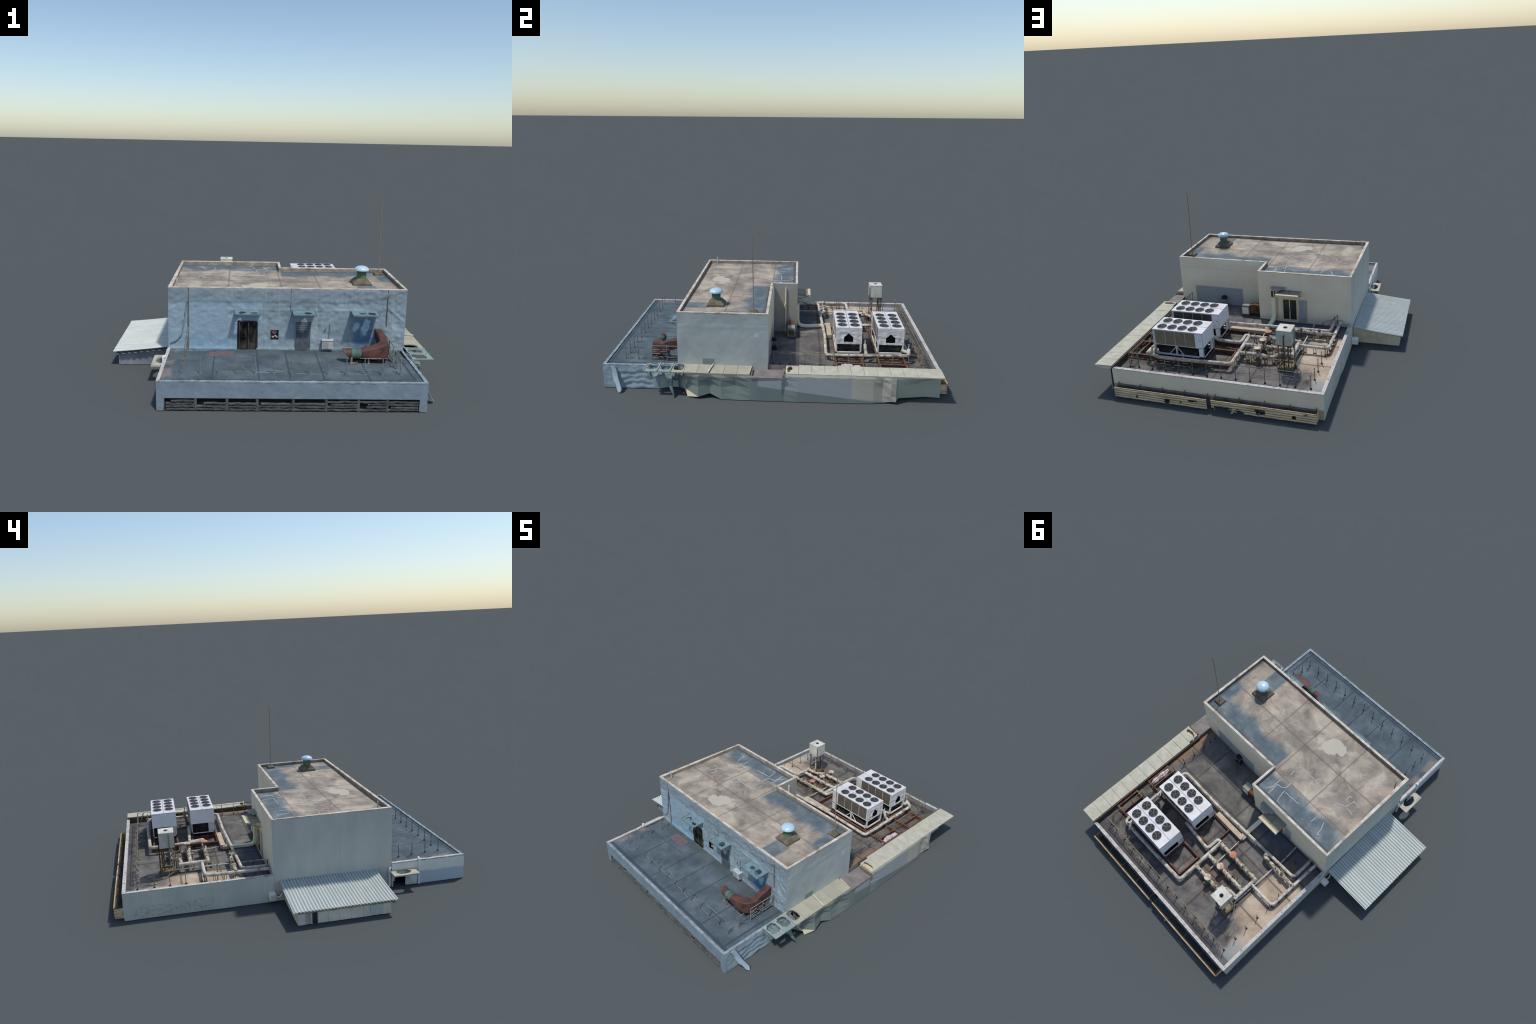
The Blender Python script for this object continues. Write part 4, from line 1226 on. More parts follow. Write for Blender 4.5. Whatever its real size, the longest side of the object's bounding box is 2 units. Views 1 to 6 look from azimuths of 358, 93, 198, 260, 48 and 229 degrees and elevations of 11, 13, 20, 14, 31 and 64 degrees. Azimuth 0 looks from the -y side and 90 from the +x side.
FAN = fan.build('chiller_fan', None, [SEAM, FANDARK, BLADE, HUB, mottled('fan_guard', col(70, 72, 76), col(92, 94, 98), 30)], data_only=True)

CX0, CX1 = .2235, .5385
CZ0, CZP, CZ1 = .1725, .2400, .3345
rf = random.Random(3)

def chiller(ya, yb, seed):
    ym = (ya + yb) / 2
    body = Part()
    # top plate and full height west cabinet
    body.box(CX0, CX1, ya, yb, CZ1 - .008, CZ1, 0)
    def front_end(u, v):     # west end sheet, slightly dented
        return (CX0 + .0015 * fbm((u, v, seed), 4, 2), yb + (ya - yb) * u, CZP + (CZ1 - .006 - CZP) * v)
    body.sheet(front_end, 10, 8, 2, thick=(.003, 0, 0))
    for y, s_ in ((ya, 1), (yb, -1)):
        # white cabinet side next to the west end, coil beyond it
        yy = (y, y + s_ * .003) if s_ > 0 else (y - .003, y)
        body.box(CX0 + .0002, .2720, yy[0], yy[1], CZP - .004, CZ1 - .006, 2 if s_ < 0 else 0)
        body.box(CX1 - .014, CX1, yy[0], yy[1], CZP - .004, CZ1 - .006, 0)
        body.box(CX0, CX0 + .030, yy[0], yy[1], CZ0, CZP, 2 if s_ < 0 else 0)
        body.box(.272, CX1 - .014, yy[0], yy[1], CZP - .004, CZP, 0)
        body.box(.272, CX1 - .014, yy[0], yy[1], .327, .3295, 0)
        for xm in (.3345, .3970, .4600):
            body.box(xm - .0009, xm + .0009, yy[0] - .0004, yy[1] + .0004, CZP, .327, 0)
        # open frame below the coils
        body.beam((CX0, y + s_ * .004, CZ0 + .005), (CX1, y + s_ * .004, CZ0 + .005), .008, .010, 0)
        for x in (CX1 - .005, .395):
            body.beam((x, y + s_ * .005, CZ0), (x, y + s_ * .005, CZP), .009, .009, 0)
        body.beam((.395, y + s_ * .005, CZP - .006), (.352, y + s_ * .005, CZ0 + .010), .004, .005, 0)
        body.beam((.395, y + s_ * .005, CZP - .006), (.440, y + s_ * .005, CZ0 + .010), .004, .005, 0)
        body.beam((CX1 - .006, y + s_ * .005, CZ0 + .030), (CX1 - .03, y + s_ * .005, CZ0 + .010), .004, .005, 0)
    # east end: sagging sheet with an arched opening over an open bay
    yl = yb - ya
    def east(u, v):
        z = CZP - .008 + (CZ1 - .004 - CZP + .008) * v
        f_ = math.sin(u * 26 + 2.5 * fbm((u, v, seed), 2, 2)) * .0016 * (1 - v) + .002 * fbm((u * 2, v * 2, seed + 4), 2.2, 3) * min(1, 6 * (1 - v))
        return (CX1 + f_, ya + yl * u, z)
    def arch(u, v):
        y, z = (u - .49) * yl, CZP - .008 + (CZ1 - .004 - CZP + .008) * v
        return not (abs(y) < .0265 * min(1, max(0, (.298 - z) / .022)) and z > .2435 and z < .298)
    body.sheet(east, 48, 40, 0, keep=arch, thick=(-.0025, 0, 0))
    body.beam((CX1 - .004, ya, CZ0 + .005), (CX1 - .004, yb, CZ0 + .005), .008, .010, 0)
    body.beam((CX1 - .004, ya, CZP - .006), (CX1 - .004, yb, CZP - .006), .007, .007, 0)
    # west end lower: cheek panels beside an open bay
    body.box(CX0, CX0 + .003, ya, ya + .010, CZ0, CZP, 0)
    body.box(CX0, CX0 + .003, yb - .008, yb, CZ0, CZP, 0)
    body.box(CX0 + .006, CX0 + .009, ya + .010, ya + .042, CZ0 + .004, CZP, 0)
    body.box(CX0, CX0 + .006, ya, yb, CZ0, CZ0 + .006, 0)
    body.box(CX0 - .001, CX1 + .001, ym - .002, ym + .002, CZ1 - .0005, CZ1 + .0008, 1)
    c_ = body.build('air_chiller', root, [WHITE, SEAM, WHITE_LIT], bevel=.0008)
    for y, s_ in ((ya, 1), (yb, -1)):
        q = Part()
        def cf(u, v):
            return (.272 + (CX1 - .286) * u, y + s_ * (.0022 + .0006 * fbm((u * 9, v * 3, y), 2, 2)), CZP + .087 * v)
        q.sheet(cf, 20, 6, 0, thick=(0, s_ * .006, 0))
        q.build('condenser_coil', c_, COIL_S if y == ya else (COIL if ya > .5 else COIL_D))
    g = Part()
    g.box(CX0 + .035, CX1 - .02, ya + .012, yb - .012, .215, CZ1 - .012, 0)  # added black blocks stand in for the dark interior around the compressors
    for x, y, r in ((.30, ym - .03, .020), (.30, ym + .032, .018), (.36, ym, .022), (.45, ym - .03, .024), (.45, ym + .03, .022)):
        g.lathe((x, y, CZ0), [(r, 0), (r, .042), (r * .7, .054)], 14, 1)
    g.tube([(.26, ym - .02, CZ0 + .016), (.52, ym - .02, CZ0 + .016)], .013, 10, 1)
    g.tube([(.27, ym + .02, CZ0 + .022), (.50, ym + .03, CZ0 + .022)], .016, 10, 1)
    def lumpy(u, v, y, s_):
        x, z = CX0 + .045 + (CX1 - CX0 - .065) * u, CZ0 + .004 + .050 * v
        return (x, y + s_ * (.016 + .007 * fbm((x, z, y), 26, 3) + .012 * v * v), z)
    for y, s_ in ((ya, 1), (yb, -1)):
        g.sheet(lambda u, v: lumpy(u, v, y, s_), 40, 10, 1)
    g.sheet(lambda u, v: (CX1 - .020 + .006 * fbm((u, v, ya), 6, 3), ya + .012 + (yb - ya - .024) * u, CZ0 + .004 + .05 * v), 20, 10, 1)
    g.sheet(lambda u, v: (CX0 + .026 + .006 * fbm((u, v, yb), 6, 3), ya + .040 + (yb - ya - .052) * u, CZ0 + .004 + .055 * v), 20, 10, 1)
    g.box(CX0 + .03, CX1 - .02, ya + .02, yb - .02, TR + .002, CZ0 + .002, 0)
    g.lathe((CX0 + .03, ym + .018, .208), [(.021, 0), (.021, .03)], 14, 0, 'x')
    g.build('compressor', c_, [BLACK, MACHINE])
    for i in range(4):
        for y in (ym - .0375, ym + .0375):
            o = place('fan', c_, FAN, (.300 + .0643 * i, y, CZ1), rot=rf.uniform(0, 6.28))
    d_ = Part()
    for y, z, w, h in ((ya + .055, .318, .030, .006), (ya + .03, .285, .004, .007), (ya + .042, .298, .004, .005), (ya + .118, .292, .003, .005), (ya + .05, .272, .004, .004)):
        d_.box(CX0 - .0026, CX0 + .001, y, y + w, z, z + h, 0)
    d_.box(CX0 - .0022, CX0 + .001, ya + .095, ya + .096, CZP, CZ1 - .01, 0)
    d_.box(CX0 + .012, CX0 + .020, yb - .001, yb + .001, .285, .292, 1)
    d_.box(CX0 + .012, CX0 + .020, ya - .001, ya + .001, .285, .292, 1)
    d_.build('cabinet_marking', c_, [mottled('grey_mark', col(126, 130, 136, 'W'), col(150, 154, 160, 'W'), 40), mottled('red_sticker', col(170, 70, 90, 'N'), col(180, 80, 100, 'N'), 40)])
    lg = Part()
    for x in (CX0 + .012, .39, CX1 - .012):
        for y in (ya + .006, yb - .006):
            lg.box(x - .009, x + .009, y - .006, y + .006, TR + .028, CZ0 + .001, 0)
    lg.build('vibration_mount', c_, RUST)
    return c_
chiller(.6005, .7555, 1)
chiller(.3540, .5080, 6)

# ================================================================== PIPEWORK
pw = Part()
B = .028
r1 = .0112
wr = lambda s_: (lambda t: 1 + .05 * fbm((t, s_, 0), 30, 2))
lag = lambda s_: (lambda t: 1.0 + .13 * math.sin(t * 2 * math.pi / .045) + .16 * fbm((t, s_, 0), 45, 2))
pw.tube([(.536, .742, .200), (.545, .784, .186), (.50, .7855, .170), (.345, .784, .170), (.0535, .7795, .174), (.056, .455, .178)], r1, 12, 0, bend=B, step=.02, rough=wr(1))
pw.tube([(.30, .5215, .20), (.262, .5215, .190), (.235, .524, .173), (.0855, .534, .172), (.0825, .449, .180), (.056, .449, .180)], r1 * .95, 12, 0, bend=.024, step=.02, rough=wr(2))
pw.tube([(-.2585, .445, .175), (-.2585, .620, .174)], r1, 12, 0, step=.02, rough=wr(3))
pw.tube([(-.2585, .4896, .173), (-.4405, .4902, .170), (-.4455, .12, .168)], .0095, 12, 0, bend=B, step=.02, rough=wr(4))
pw.tube([(-.4046, .12, .168), (-.4080, .2815, .172), (-.0604, .2910, .174), (.2557, .303, .176), (.5760, .2975, .175), (.5795, .782, .183), (.536, .786, .205)], .0098, 12, 0, bend=B, step=.02, rough=wr(5))
pw.tube([(.580, .5326, .183), (.556, .530, .195), (.5430, .527, .236)], .0095, 12, 0, bend=.02)
pw.tube([(.5430, .527, .232), (.5430, .527, .262)], .0035, 8, 0)
pw.tube([(.536, .786, .205), (.536, .786, .238)], .0035, 8, 0)
pw.tube([(.345, .781, .165), (.345, .781, .212)], .0030, 8, 0)
pw.lathe((.345, .781, .206), [(.006, 0), (.006, .006)], 9, 0)
pw.build('main_pipe', rear, [PIPE])
vl = Part()
vl.tube([(.050, .4542, .178), (-.2585, .4532, .176)], .0112, 12, 0, step=.006, rough=lag(1))
vl.tube([(.050, .5560, .178), (-.2585, .5535, .176)], .0112, 12, 0, step=.006, rough=lag(2))
vl.tube([(.050, .6525, .178), (-.095, .653, .176), (-.140, .653, .168), (-.165, .640, .168), (-.180, .612, .174), (-.2585, .606, .174)], .0108, 12, 0, bend=.016, step=.006, rough=lag(3))
vl.tube([(-.205, .291, .170), (-.190, .300, .172), (-.193, .318, .176), (-.25, .3195, .175), (-.4455, .3205, .172)], .0112, 12, 0, bend=.012, step=.006, rough=lag(4))
for x, y, rr2, h in ((-.236, .3215, .007, .022), (-.295, .32, .005, .018), (-.348, .3206, .010, .024)):
    vl.lathe((x, y, .172), [(rr2 * 1.2, 0), (rr2, .010), (rr2, h), (rr2 * .6, h + .002)], 10, 1)
vl.lathe((-.348, .3206, .172), [(.015, -.018), (.017, 0), (.015, .018)], 12, 0, 'x')
for x, y in ((.02, .4542), (-.005, .5560), (-.15, .4535), (-.12, .555), (-.19, .555), (-.17, .4535), (.01, .6525), (-.13, .653)):
    vl.tube([(x, y, .18), (x + .001, y, .198)], .0032, 6, 0)
    vl.lathe((x, y, .177), [(.0135, -.004), (.0135, .004)], 12, 0, 'x')
vl.build('lagged_valve_pipe', rear, [PIPEL, RUST])
caps = Part()
caps.lathe((0, 0, 0), [(.0212, -.0012), (.0215, .0008), (.0200, .0016), (.004, .0030), (.0005, .0032)], 24, 0)
caps.lathe((0, 0, 0), [(.0062, -.052), (.0055, -.030), (.0075, -.022), (.0125, -.004), (.0125, -.001)], 14, 1)
caps.lathe((0, 0, -.047), [(.0150, -.012), (.0165, 0), (.0150, .012)], 12, 2, 'x')
CAPM = caps.build('valve', None, [CAP, RUST, PIPEL], data_only=True)
for x, y, z in ((-.0670, .4543, .2255), (-.0665, .5552, .2245), (-.0640, .6525, .2235)):
    place('valve', rear, CAPM, (x, y, z), rot=x * 40 + y * 9)
    q = Part()
    q.box(x - .0165, x + .0165, y - .012 if y < .6 else y - .006, y + .014 if y < .6 else y + .034, TR - .001, .150, 0)
    q.box(x - .010, x + .010, y - .006, y + .008, .148, .168, 1)
    q.build('valve_plinth', rear, [BLOCK, RUST])
tp = Part()
tp.tube([(-.0095, .362, .1555), (-.010, .42, .150), (-.015, .60, .150)], .0042, 8, 0)
tp.tube([(-.2795, .335, .1545), (-.2700, .634, .151)], .0042, 8, 0)
tp.tube([(-.2885, .278, .155), (-.2810, .135, .155)], .0040, 8, 0)
tp.tube([(-.275, .636, .151), (-.33, .70, .135), (-.345, .80, .131)], .003, 6, 1)
tp.tube([(-.4255, .42, TR), (-.4257, .42, .225)], .0032, 6, 1)
tp.build('thin_pipe', rear, [PIPE, RAILBLUE])
fdct = Part()
fdct.box(-.012, .222, .319, .351, .140, .1665, 0)
fdct.box(-.022, .016, .300, .338, .138, .160, 0)
fdct.build('cream_flat_duct', rear, DUCTC, bevel=.003)
su = Part()
def support(x, y, z):
    for dx in (-.006, .006):
        su.tube([(x + dx * 1.3, y + dx, TR - .002), (x + dx * .8, y + dx * .6, z)], .0017, 5, 0)
    su.box(x - .008, x + .008, y - .005, y + .005, TR - .001, TR + .004, 0)
for i in range(6):
    support(.48 - i * .077, .782, .168)
for y in (.74, .67, .60, .52):
    support(.055, y, .168)
for x in (.02, -.03, -.11, -.16, -.21):
    for y in (.454, .555, .651):
        support(x, y if not (y > .6 and x < -.15) else .61, .168)
for x in (-.30, -.36, -.43):
    support(x, .490, .162)
for y in (.44, .38, .33, .27, .21, .16):
    support(-.4435, y, .162)
for x in (-.35, -.26, -.14, -.02, .10, .22, .34, .46, .56):
    support(x, .290 + .01 * (x > 0), .165)
for y in (.34, .42, .50, .60, .68, .75):
    support(.5785, y, .170)
for x in (.2, .15, .11):
    support(x, .527, .162)
for x in (-.25, -.31, -.40):
    support(x, .3205, .162)
support(-.440, .487, .162)
su.build('pipe_support', rear, RUST, stuff=True)
cl = Part()
rc_ = random.Random(17)
for i in range(110):
    if i % 3:
        x, y = rc_.uniform(-.25, .05), rc_.choice((.454, .555, .652)) + rc_.gauss(0, .016)
    else:
        x, y = rc_.choice((rc_.uniform(-.43, .05), rc_.uniform(.10, .55))), rc_.uniform(.27, .80)
        if .36 < y < .60 and x < -.26:
            continue
    z = TR
    kind = rc_.random()
    if kind < .45:
        cl.tube([(x, y, z), (x + rc_.uniform(-.01, .01), y + rc_.uniform(-.01, .01), z + rc_.uniform(.02, .05))], rc_.uniform(.0012, .0026), 5, rc_.choice((0, 0, 1)))
    elif kind < .8:
        L = rc_.uniform(.01, .035)
        an = rc_.choice((0, math.pi / 2)) + rc_.gauss(0, .3)
        cl.tube([(x, y, z + .002), (x + L * math.cos(an), y + L * math.sin(an), z + rc_.uniform(.001, .008))], rc_.uniform(.0015, .003), 5, rc_.choice((0, 1)))
    else:
        w, d_, h = rc_.uniform(.004, .010), rc_.uniform(.004, .010), rc_.uniform(.004, .014)
        cl.box(x - w, x + w, y - d_, y + d_, z - .001, z + h, rc_.choice((0, 2)))
cl.build('rusty_scrap', rear, [RUST, PIPEL, BLOCK], stuff=True)
lad = Part()
lad.tube([(-.405, .135, TR), (-.405, .136, .20)], .002, 6, 0)
lad.tube([(-.425, .135, TR), (-.425, .136, .215)], .002, 6, 0)
lad.tube([(-.425, .136, .212), (-.38, .20, .172), (-.38, .26, .17)], .0018, 6, 0)
lad.tube([(-.345, .205, TR), (-.345, .205, .185)], .0035, 6, 0)
lad.tube([(-.345, .205, .185), (-.41, .14, .19)], .0016, 6, 0)
lad.build('pipe_bracket', rear, RUST)

# elevated white tank
tk = Part()
tx0, tx1, ty0, ty1, tz0, tz1 = -.2880, -.2035, .6370, .7215, .2930, .3830
tk.box(tx0, tx1, ty0, ty1, tz0, tz1, 0)
tk.box(tx0 - .001, tx1 + .001, ty0 - .001, ty1 + .001, tz1 - .004, tz1 + .0006, 0)
tk.lathe(((tx0 + tx1) / 2, (ty0 + ty1) / 2, tz1), [(.0130, .0006), (.0130, .0024), (.0108, .0024), (.0108, .0008)], 20, 1, caps=False)
tk.lathe(((tx0 + tx1) / 2, (ty0 + ty1) / 2, tz1), [(.0110, .0005), (.0110, .0010)], 20, 2)
tank = tk.build('white_tank', rear, [mottled('stained_white_tank', col(188, 190, 186), col(222, 226, 224), 16), SLATE, BLACK], bevel=.0015)
tl = Part()
for x in (tx0 + .008, tx1 - .008):
    for y in (ty0 + .008, ty1 - .008):
        tl.beam((x, y, TR), (x, y, tz0 + .001), .0035, .0035, 0)
        tl.lathe((x, y, tz0), [(.006, -.012), (.009, .001)], 8, 0)
tl.tube([(-.2455, ty1 + .004, TR), (-.2450, ty1 + .004, .352), (-.252, ty1 - .001, .356)], .0028, 6, 1, bend=.006)
tl.tube([(-.262, .700, TR), (-.262, .702, .30)], .0042, 6, 0, step=.01, rough=lambda t: 1 + .7 * fbm((t, 2, 0), 50, 2))
tl.tube([(tx1 + .003, ty0 - .003, TR), (tx1 + .003, ty0 - .003, .372)], .0024, 6, 0)
tl.tube([(tx0 - .004, ty0 + .03, TR), (tx0 - .004, ty0 + .03, .37), (tx0 + .001, ty0 + .03, .372)], .0026, 6, 2, bend=.005)
tl.tube([(tx0 + .01, ty1 - .01, .29), (tx1 - .02, ty1 - .012, .21), (tx1 - .015, ty1 - .015, .155)], .003, 6, 0)
tl.tube([(-.225, .650, .29), (-.228, .652, .22), (-.215, .64, .19)], .005, 8, 3, bend=.01)
tl.build('tank_leg', tank, [RUST, MACHINE, RAILBLUE, PIPEL], stuff=True)
tb = Part()
for (a, b, c, d) in ((tx0, tx1, ty1 - .008, ty1 + .004), (tx0, tx1, ty0, ty0 + .012), (tx0, tx0 + .012, ty0 + .012, ty1 - .008), (tx1 - .012, tx1, ty0 + .012, ty1 - .008)):
    tb.box(a, b, c, d, TR - .001, .1545, 0)
tb.box(tx0 + .012, tx1 - .012, ty0 + .012, ty1 - .008, TR - .001, .145, 1)
tb.build('tank_plinth', tank, [BLOCK, mottled('tan_tray', col(132, 112, 92), col(166, 146, 124), 20)])

# ================================================================== EAST CANOPY AND SKIRT
can = Part()
prof = [  # y, top x, top z, mid x, mid z, foot x, foot z
    (-.668, .7270, .145, .7268, .08, .7262, 0), (-.650, .728, .128, .722, .09, .718, .001), (-.600, .740, .128, .708, .085, .700, .003),
    (-.555, .745, .128, .708, .08, .702, .001), (-.518, .775, .135, .720, .08, .722, .002), (-.500, .815, .147, .775, .085, .8095, .036), (-.4886, .826, .147, .803, .075, .8115, .001), (-.425, .832, .148, .828, .07, .8345, .011),
    (-.360, .832, .150, .810, .085, .816, .026), (-.294, .832, .150, .829, .07, .834, 0), (-.215, .832, .148, .818, .08, .835, 0), (-.130, .833, .148, .834, .07, .836, 0),
    (-.092, .834, .139, .836, .07, .8375, 0), (.042, .8375, .137, .8370, .07, .8375, 0), (.058, .8345, .162, .825, .09, .8378, 0),
    (.130, .835, .162, .836, .08, .8378, 0), (.300, .834, .162, .836, .085, .8372, 0), (.450, .834, .162, .834, .08, .8362, 0), (.549, .834, .162, .831, .085, .8310, 0),
    (.600, .833, .160, .820, .09, .820, .002), (.645, .832, .162, .838, .085, .824, .010), (.674, .832, .160, .831, .08, .8342, .014),
    (.692, .832, .158, .812, .09, .790, .016), (.740, .832, .156, .800, .10, .772, .012), (.790, .832, .157, .778, .10, .760, .010), (.840, .833, .160, .755, .11, .744, .007), (.895, .833, .161, .748, .115, .740, .004), (.9345, .8325, .163, .745, .135, .7375, 0)]
rows = []
for y, a, b, c, d, e, f in prof:
    rows.append([(a, y, b), (a * .5 + c * .5, y, b * .5 + d * .5), (c, y, d), (c * .45 + e * .55, y, d * .45 + f * .55), (e, y, f)])
v = [p for r in rows for p in r]
fc = []
for i in range(len(rows) - 1):
    for j in range(4):
        q = (i * 5 + j, i * 5 + j + 1, i * 5 + j + 6, i * 5 + j + 5)
        fc += [(q[0], q[1], q[2]), (q[0], q[2], q[3])]
can.add(v, fc, 0, False)
# inner return so that the skirt is a closed fold
can.add([(.690, -.668, 0), (.690, .9345, 0), (.690, .9345, .115), (.690, -.668, .115)], [(0, 1, 2, 3)], 0)
for r in (rows[-1], rows[0]):
    y = r[0][1]
    if y > 0:
        can.add(list(r) + [(.73, y, r[0][2])], [tuple(range(6))], 0)
skirt = can.build('hanging_skirt', root, SKIRT)

pr = random.Random(2)
y0, n = .0645, 12
dy = (.934 - y0) / n
for i in range(n):
    a, b = y0 + dy * i + .0009, y0 + dy * (i + 1) - .0009
    p = Part()
    hole = i == 0
    zi = .1695 + pr.uniform(-.0006, .0006)
    def fn(u, v):
        x = (.7235 + (.0115 if i == 0 else 0)) + (.834 - (.7235 + (.0115 if i == 0 else 0))) * u
        return (x + (.0006 * fbm((a + v, 0, 0), 60, 2) if u > .9 else 0), a + (b - a) * v, zi - .0042 * u ** 2 + .0005 * fbm((x, a + v * .07, 0), 30, 2))
    p.sheet(fn, 34 if hole else 12, 24 if hole else 8, 0, thick=(0, 0, -.006), keep=(lambda u, v: not ((u - .47) ** 2 / .40 ** 2 + (v - .30) ** 2 / .22 ** 2 + .5 * fbm((u * 3, v * 3, 7), 1.5, 2) < 1)) if hole else None)
    p.build('canopy_panel', skirt, [CANOPY])
sub = Part()
sub.box(.724, .8325, .140, .9335, .157, .1635, 0)
for yy in (.066,):
    sub.box(.736, .834, yy - .002, yy + .003, .140, .1685, 0)
sub.box(.730, .834, .066, .14, .140, .146, 0)
sub.box(.7150, .7235, .060, .9335, TR - .002, .1660, 1)
sub.build('canopy_deck', skirt, [CANOPY_EDGE, mottled('dark_canopy_upstand', col(74, 70, 64), col(104, 98, 88), 18)])
# front run of canopy panels, the first ones torn open
y0, n = -.7285, 8
dy = (-.133 - y0) / n
for i in range(n):
    a, b = y0 + dy * i + .0008, y0 + dy * (i + 1) - .0008
    p = Part()
    torn = i < 3
    mode = i
    def fn(u, v):
        x = .7265 + .1065 * u
        t = (a + (b - a) * v + .73) / .6
        z = .1575 + .0035 * (1 - u) - .0035 * t * u - .004 * math.exp(-((a + (b - a) * v + .73) / .02) ** 2) * (1 - u)
        return (x, a + (b - a) * v, z + .0007 * fbm((x, a + v * .07, 1), 28, 2))
    def kp(u, v):
        du_, dv = (u - .40) / .36, (v - .52) / (.42 if mode < 2 else .40)
        return (abs(du_) ** 3.2 + abs(dv) ** 3.2 + .5 * fbm((u * 4, v * 4, mode * 3), 1.4, 3) * (.9 if mode < 2 else .35)) > 1
    p.sheet(fn, 40 if torn else 12, 28 if torn else 8, 0, thick=(0, 0, -.005), keep=kp if torn else None)
    p.build('canopy_panel', skirt, [CANOPY_BLUE if i < 2 else mottled('greenish_canopy_panel', col(160, 163, 154), col(182, 181, 170), 14)])
rib = Part()
for i in (1, 2):
    y = y0 + dy * i
    rib.beam((.728, y, .163), (.832, y - .002, .160), .007, .005, 0)
rib.beam((.7315, -.350, .167), (.833, -.366, .1635), .006, .005, 1)
rib.beam((.728, -.7285, .158), (.833, -.730, .158), .004, .006, 0)
rib.beam((.747, -.131, .1635), (.832, -.138, .154), .006, .010, 2)
rib.build('canopy_rib', skirt, [CANOPY_BLUE, PIPEW, CANOPY, mottled('dark_teal_soffit', col(70, 92, 98), col(110, 126, 124), 20)])
ld = Part()
ld.sheet(lambda u, v: (.728 + .110 * u, -.128 + .19 * v, .1405 - .0015 * u + .0008 * fbm((u, v, 5), 3, 2)), 8, 10, 0, thick=(0, 0, -.010))
ld.beam((.744, -.128, .150), (.832, -.126, .138), .010, .020, 1)
ld.beam((.748, .054, .150), (.834, .052, .145), .009, .022, 1)
ld.build('canopy_ledge', skirt, [LEDGE, mottled('brown_ledge_kerb', col(104, 96, 88), col(140, 130, 118), 20)])
hn = Part()
hp, hw = [], []
for i in range(14):
    t = i / 13
    hp.append((.780 + .048 * t, -.583 - .011 * math.sin(math.pi * min(1, t * 1.15)) + .020 * t, .112 - .110 * t))
    hw.append(.0015 + .015 * math.sin(math.pi * min(1, .12 + .85 * t)) ** .8 * (1 - .5 * t))
blade(hn, hp, hw, .006)
blob(hn, (.742, -.632, .108), (.024, .030, .020), 2, n=14)
blob(hn, (.745, -.566, .100), (.026, .026, .032), 6, n=14)
blob(hn, (.765, -.545, .118), (.024, .012, .018), 8, n=12)
blob(hn, (.785, -.598, .085), (.016, .012, .018), 4, n=12)
hn.sheet(lambda u, v: (.722 + .062 * u, -.722 + .200 * v, .130 + .016 * fbm((u * .4, v, 5), 6, 3) - .020 * u), 16, 40, 0, thick=(0, 0, -.004))
hn.build('hanging_debris', skirt, mottled('teal_grey_debris', col(70, 90, 98, 'S'), col(118, 132, 134, 'S'), 26))

# ================================================================== LEAN-TO SHED
sh = Part()
SX0, SX1, SY0, SY1 = -.8295, -.516, -.461, .0955
def corr(u, v):
    x, y = SX1 + (SX0 - SX1) * u, SY0 + (SY1 - SY0) * v
    drop = .1185 - .0335 * u - .002 * math.sin(math.pi * u)
    return (x - (.0012 * fbm((y, 0, 0), 60, 2) if u > .99 else 0), y, drop + .0036 * math.sin(2 * math.pi * 32 * v))
sh.sheet(corr, 10, 32 * 8, 0, thick=(0, 0, -.0018))
shed = sh.build('shed_roof', root, SHED)
sw = Part()
wx, wy0, wy1 = -.8035, -.431, .068
wall(sw, (wx, wy1), (wx, wy0), 0, .083, .0008, 10, .02, 0)
def roof_under(x):
    return .1185 - .0335 * (SX1 - x) / (SX1 - SX0) - .0065
for yy, mat_i, amp, sgn in ((wy0, 1, .0016, -1), (wy1, 2, .0030, 1)):
    def side(u, v):
        x = wx + (X0 - wx) * u
        h = amp * fbm((x, yy, .1 * v), 13, 3) + amp * .8 * fbm((x, yy, .02 * v), 40, 2)
        if mat_i == 1:
            h -= .002 * math.cos(u * math.pi * 3.9) ** 12
        e = min(1, u * 12, (1 - u) * 12)
        return (x, yy + sgn * h * e, roof_under(x) * v)
    sw.sheet(side if sgn < 0 else (lambda u, v: side(1 - u, v)), 40, 12, mat_i)
sw.build('shed_wall', shed, [SHEDWALL_W, SHEDWALL_S, SHEDWALL_N])
edges = [.066, .030, -.039, -.090, -.152, -.216, -.280, -.318, -.386, -.429]
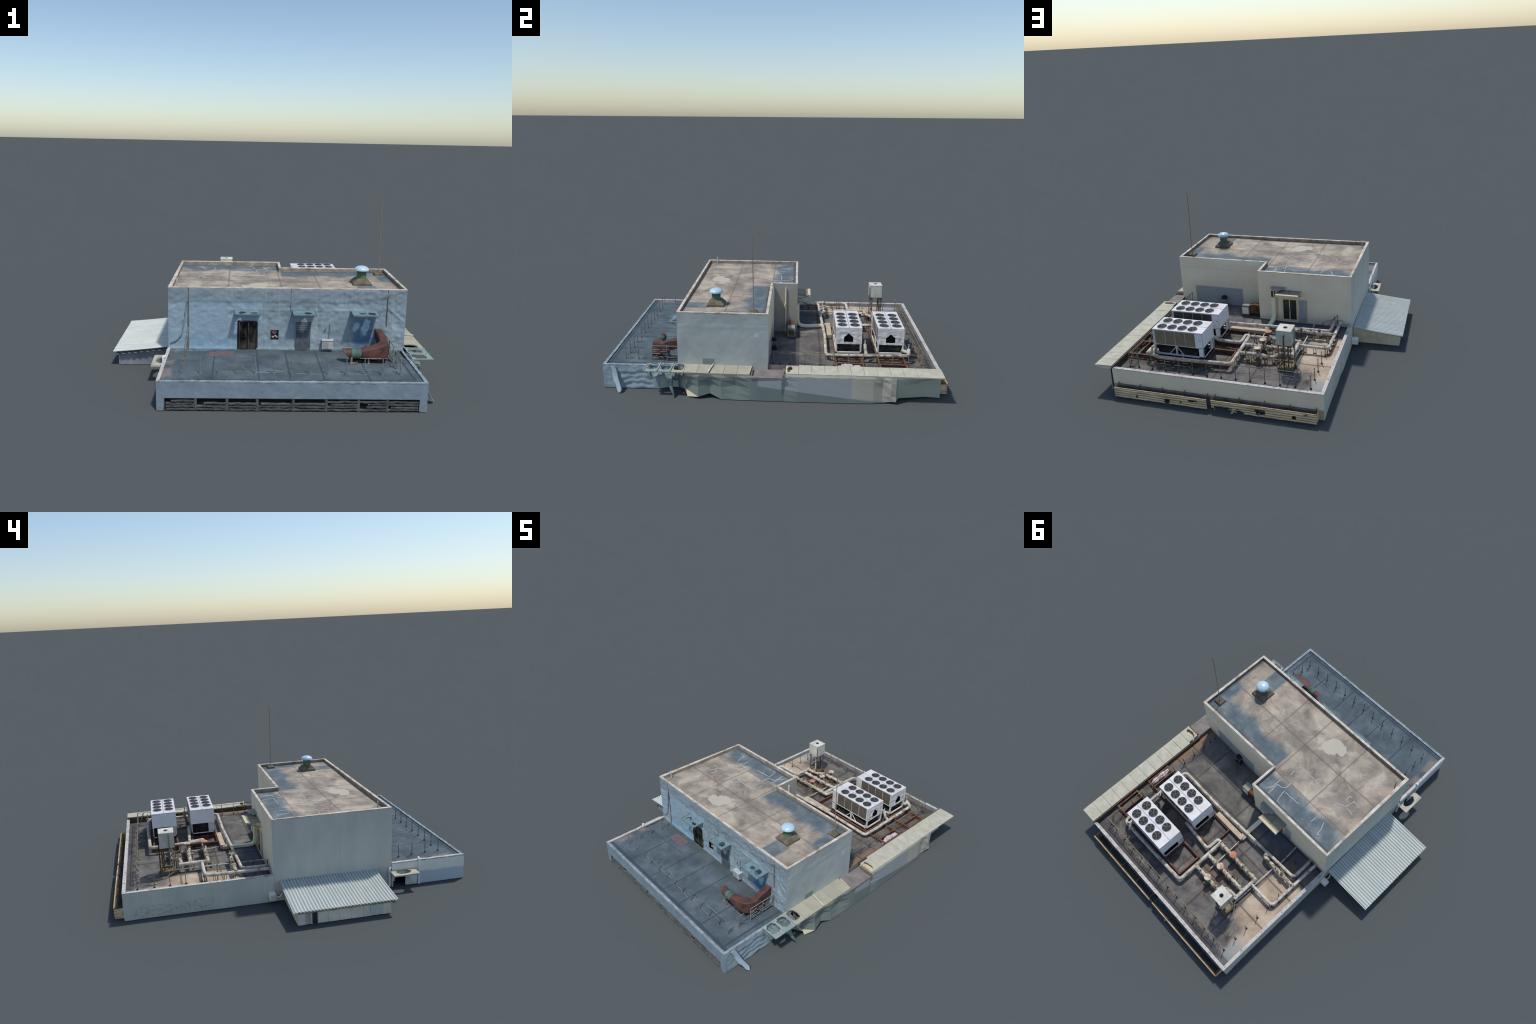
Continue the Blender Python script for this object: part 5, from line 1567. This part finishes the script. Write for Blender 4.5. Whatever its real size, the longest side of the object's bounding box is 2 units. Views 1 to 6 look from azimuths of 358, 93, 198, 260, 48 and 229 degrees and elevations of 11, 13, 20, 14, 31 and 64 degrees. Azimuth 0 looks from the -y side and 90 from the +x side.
for i, (a, b) in enumerate(zip(edges, edges[1:])):
    p = Part()
    m_ = SHEDWALL_W
    if i in (1, 7):
        mid = (a + b) / 2
        p.box(wx - .0028, wx, mid + .002, a - .004, .002, .060, 1)
        p.box(wx - .0028, wx, b + .004, mid - .002, .002, .062, 2)
        p.box(wx - .0040, wx, a - .004, a - .0005, 0, .066, 0)
        p.box(wx - .0040, wx, mid - .002, mid + .002, 0, .066, 0)
        p.box(wx - .0040, wx, b + .0005, b + .004, 0, .066, 0)
        p.build('shed_window', shed, [SHEDWALL_W, GLASSBLUE if i == 7 else mottled('grey_pane', col(72, 84, 88, 'W'), col(90, 102, 106, 'W'), 20), GLASSBLUE if i == 7 else GLASS])
    else:
        p.box(wx - .0022, wx, b + .0016, a - .0016, 0, .064, 0)
        p.build('shed_panel', shed, SHEDWALL_W)
tr = Part()
tr.sheet(lambda u, v: (wx - .008 - .015 * u - .003 * fbm((v, u, 0), 9, 2), wy1 + (wy0 - wy1) * v, .064 + .020 * u + .003 * fbm((v * 6, 0, 0), 2, 2) * (1 - u)), 4, 30, 0, thick=(.004, 0, 0))
for i in range(9):
    y = SY0 + .012
    x = SX1 - .03 - .033 * i
    blob(tr, (x, wy0 - .012, .108 - .0105 - (SX1 - x) * .107), (.014, .012, .005), i, 1, 8)
tr.build('shed_eaves_trim', shed, [mottled('dark_eaves', col(66, 72, 74, 'W'), col(96, 102, 102, 'W'), 14), SHEDWALL_S])
bx = Part()
bx.box(-.556, -.516, .122, .158, .028, .064, 0)
bx.box(-.5575, -.55, .126, .154, .033, .059, 1)
bx.tube([(-.53, .122, .04), (-.535, .10, .03), (-.53, .085, .05)], .005, 6, 0, bend=.01)
bx.build('wall_meter_box', shed, [mottled('pale_meter_box', col(134, 140, 136, 'W'), col(154, 158, 152, 'W'), 20), SHEDWALL_W], bevel=.0015)

# solid core under the decks so that no side is open
core = Part()
core.box(-.500, .712, FY + .03, -.672, .001, TF - .035, 0)
core.box(-.430, .640, -.672, YF + .07, .001, TF - .035, 0)
core.box(-.500, .712, YD - .01, BY - .034, .001, TR - .006, 0)
core.box(-.500, .640, YF + .02, YF + .07, .12, ZR - .01, 0)
core.box(-.500, .716, YF + .07, YN - .014, .001, ZR - .01, 0)
core.box(-.500, XD - .014, YN - .014, YD - .014, .001, ZR - .01, 0)
core.build('building_core', root, BLACK)
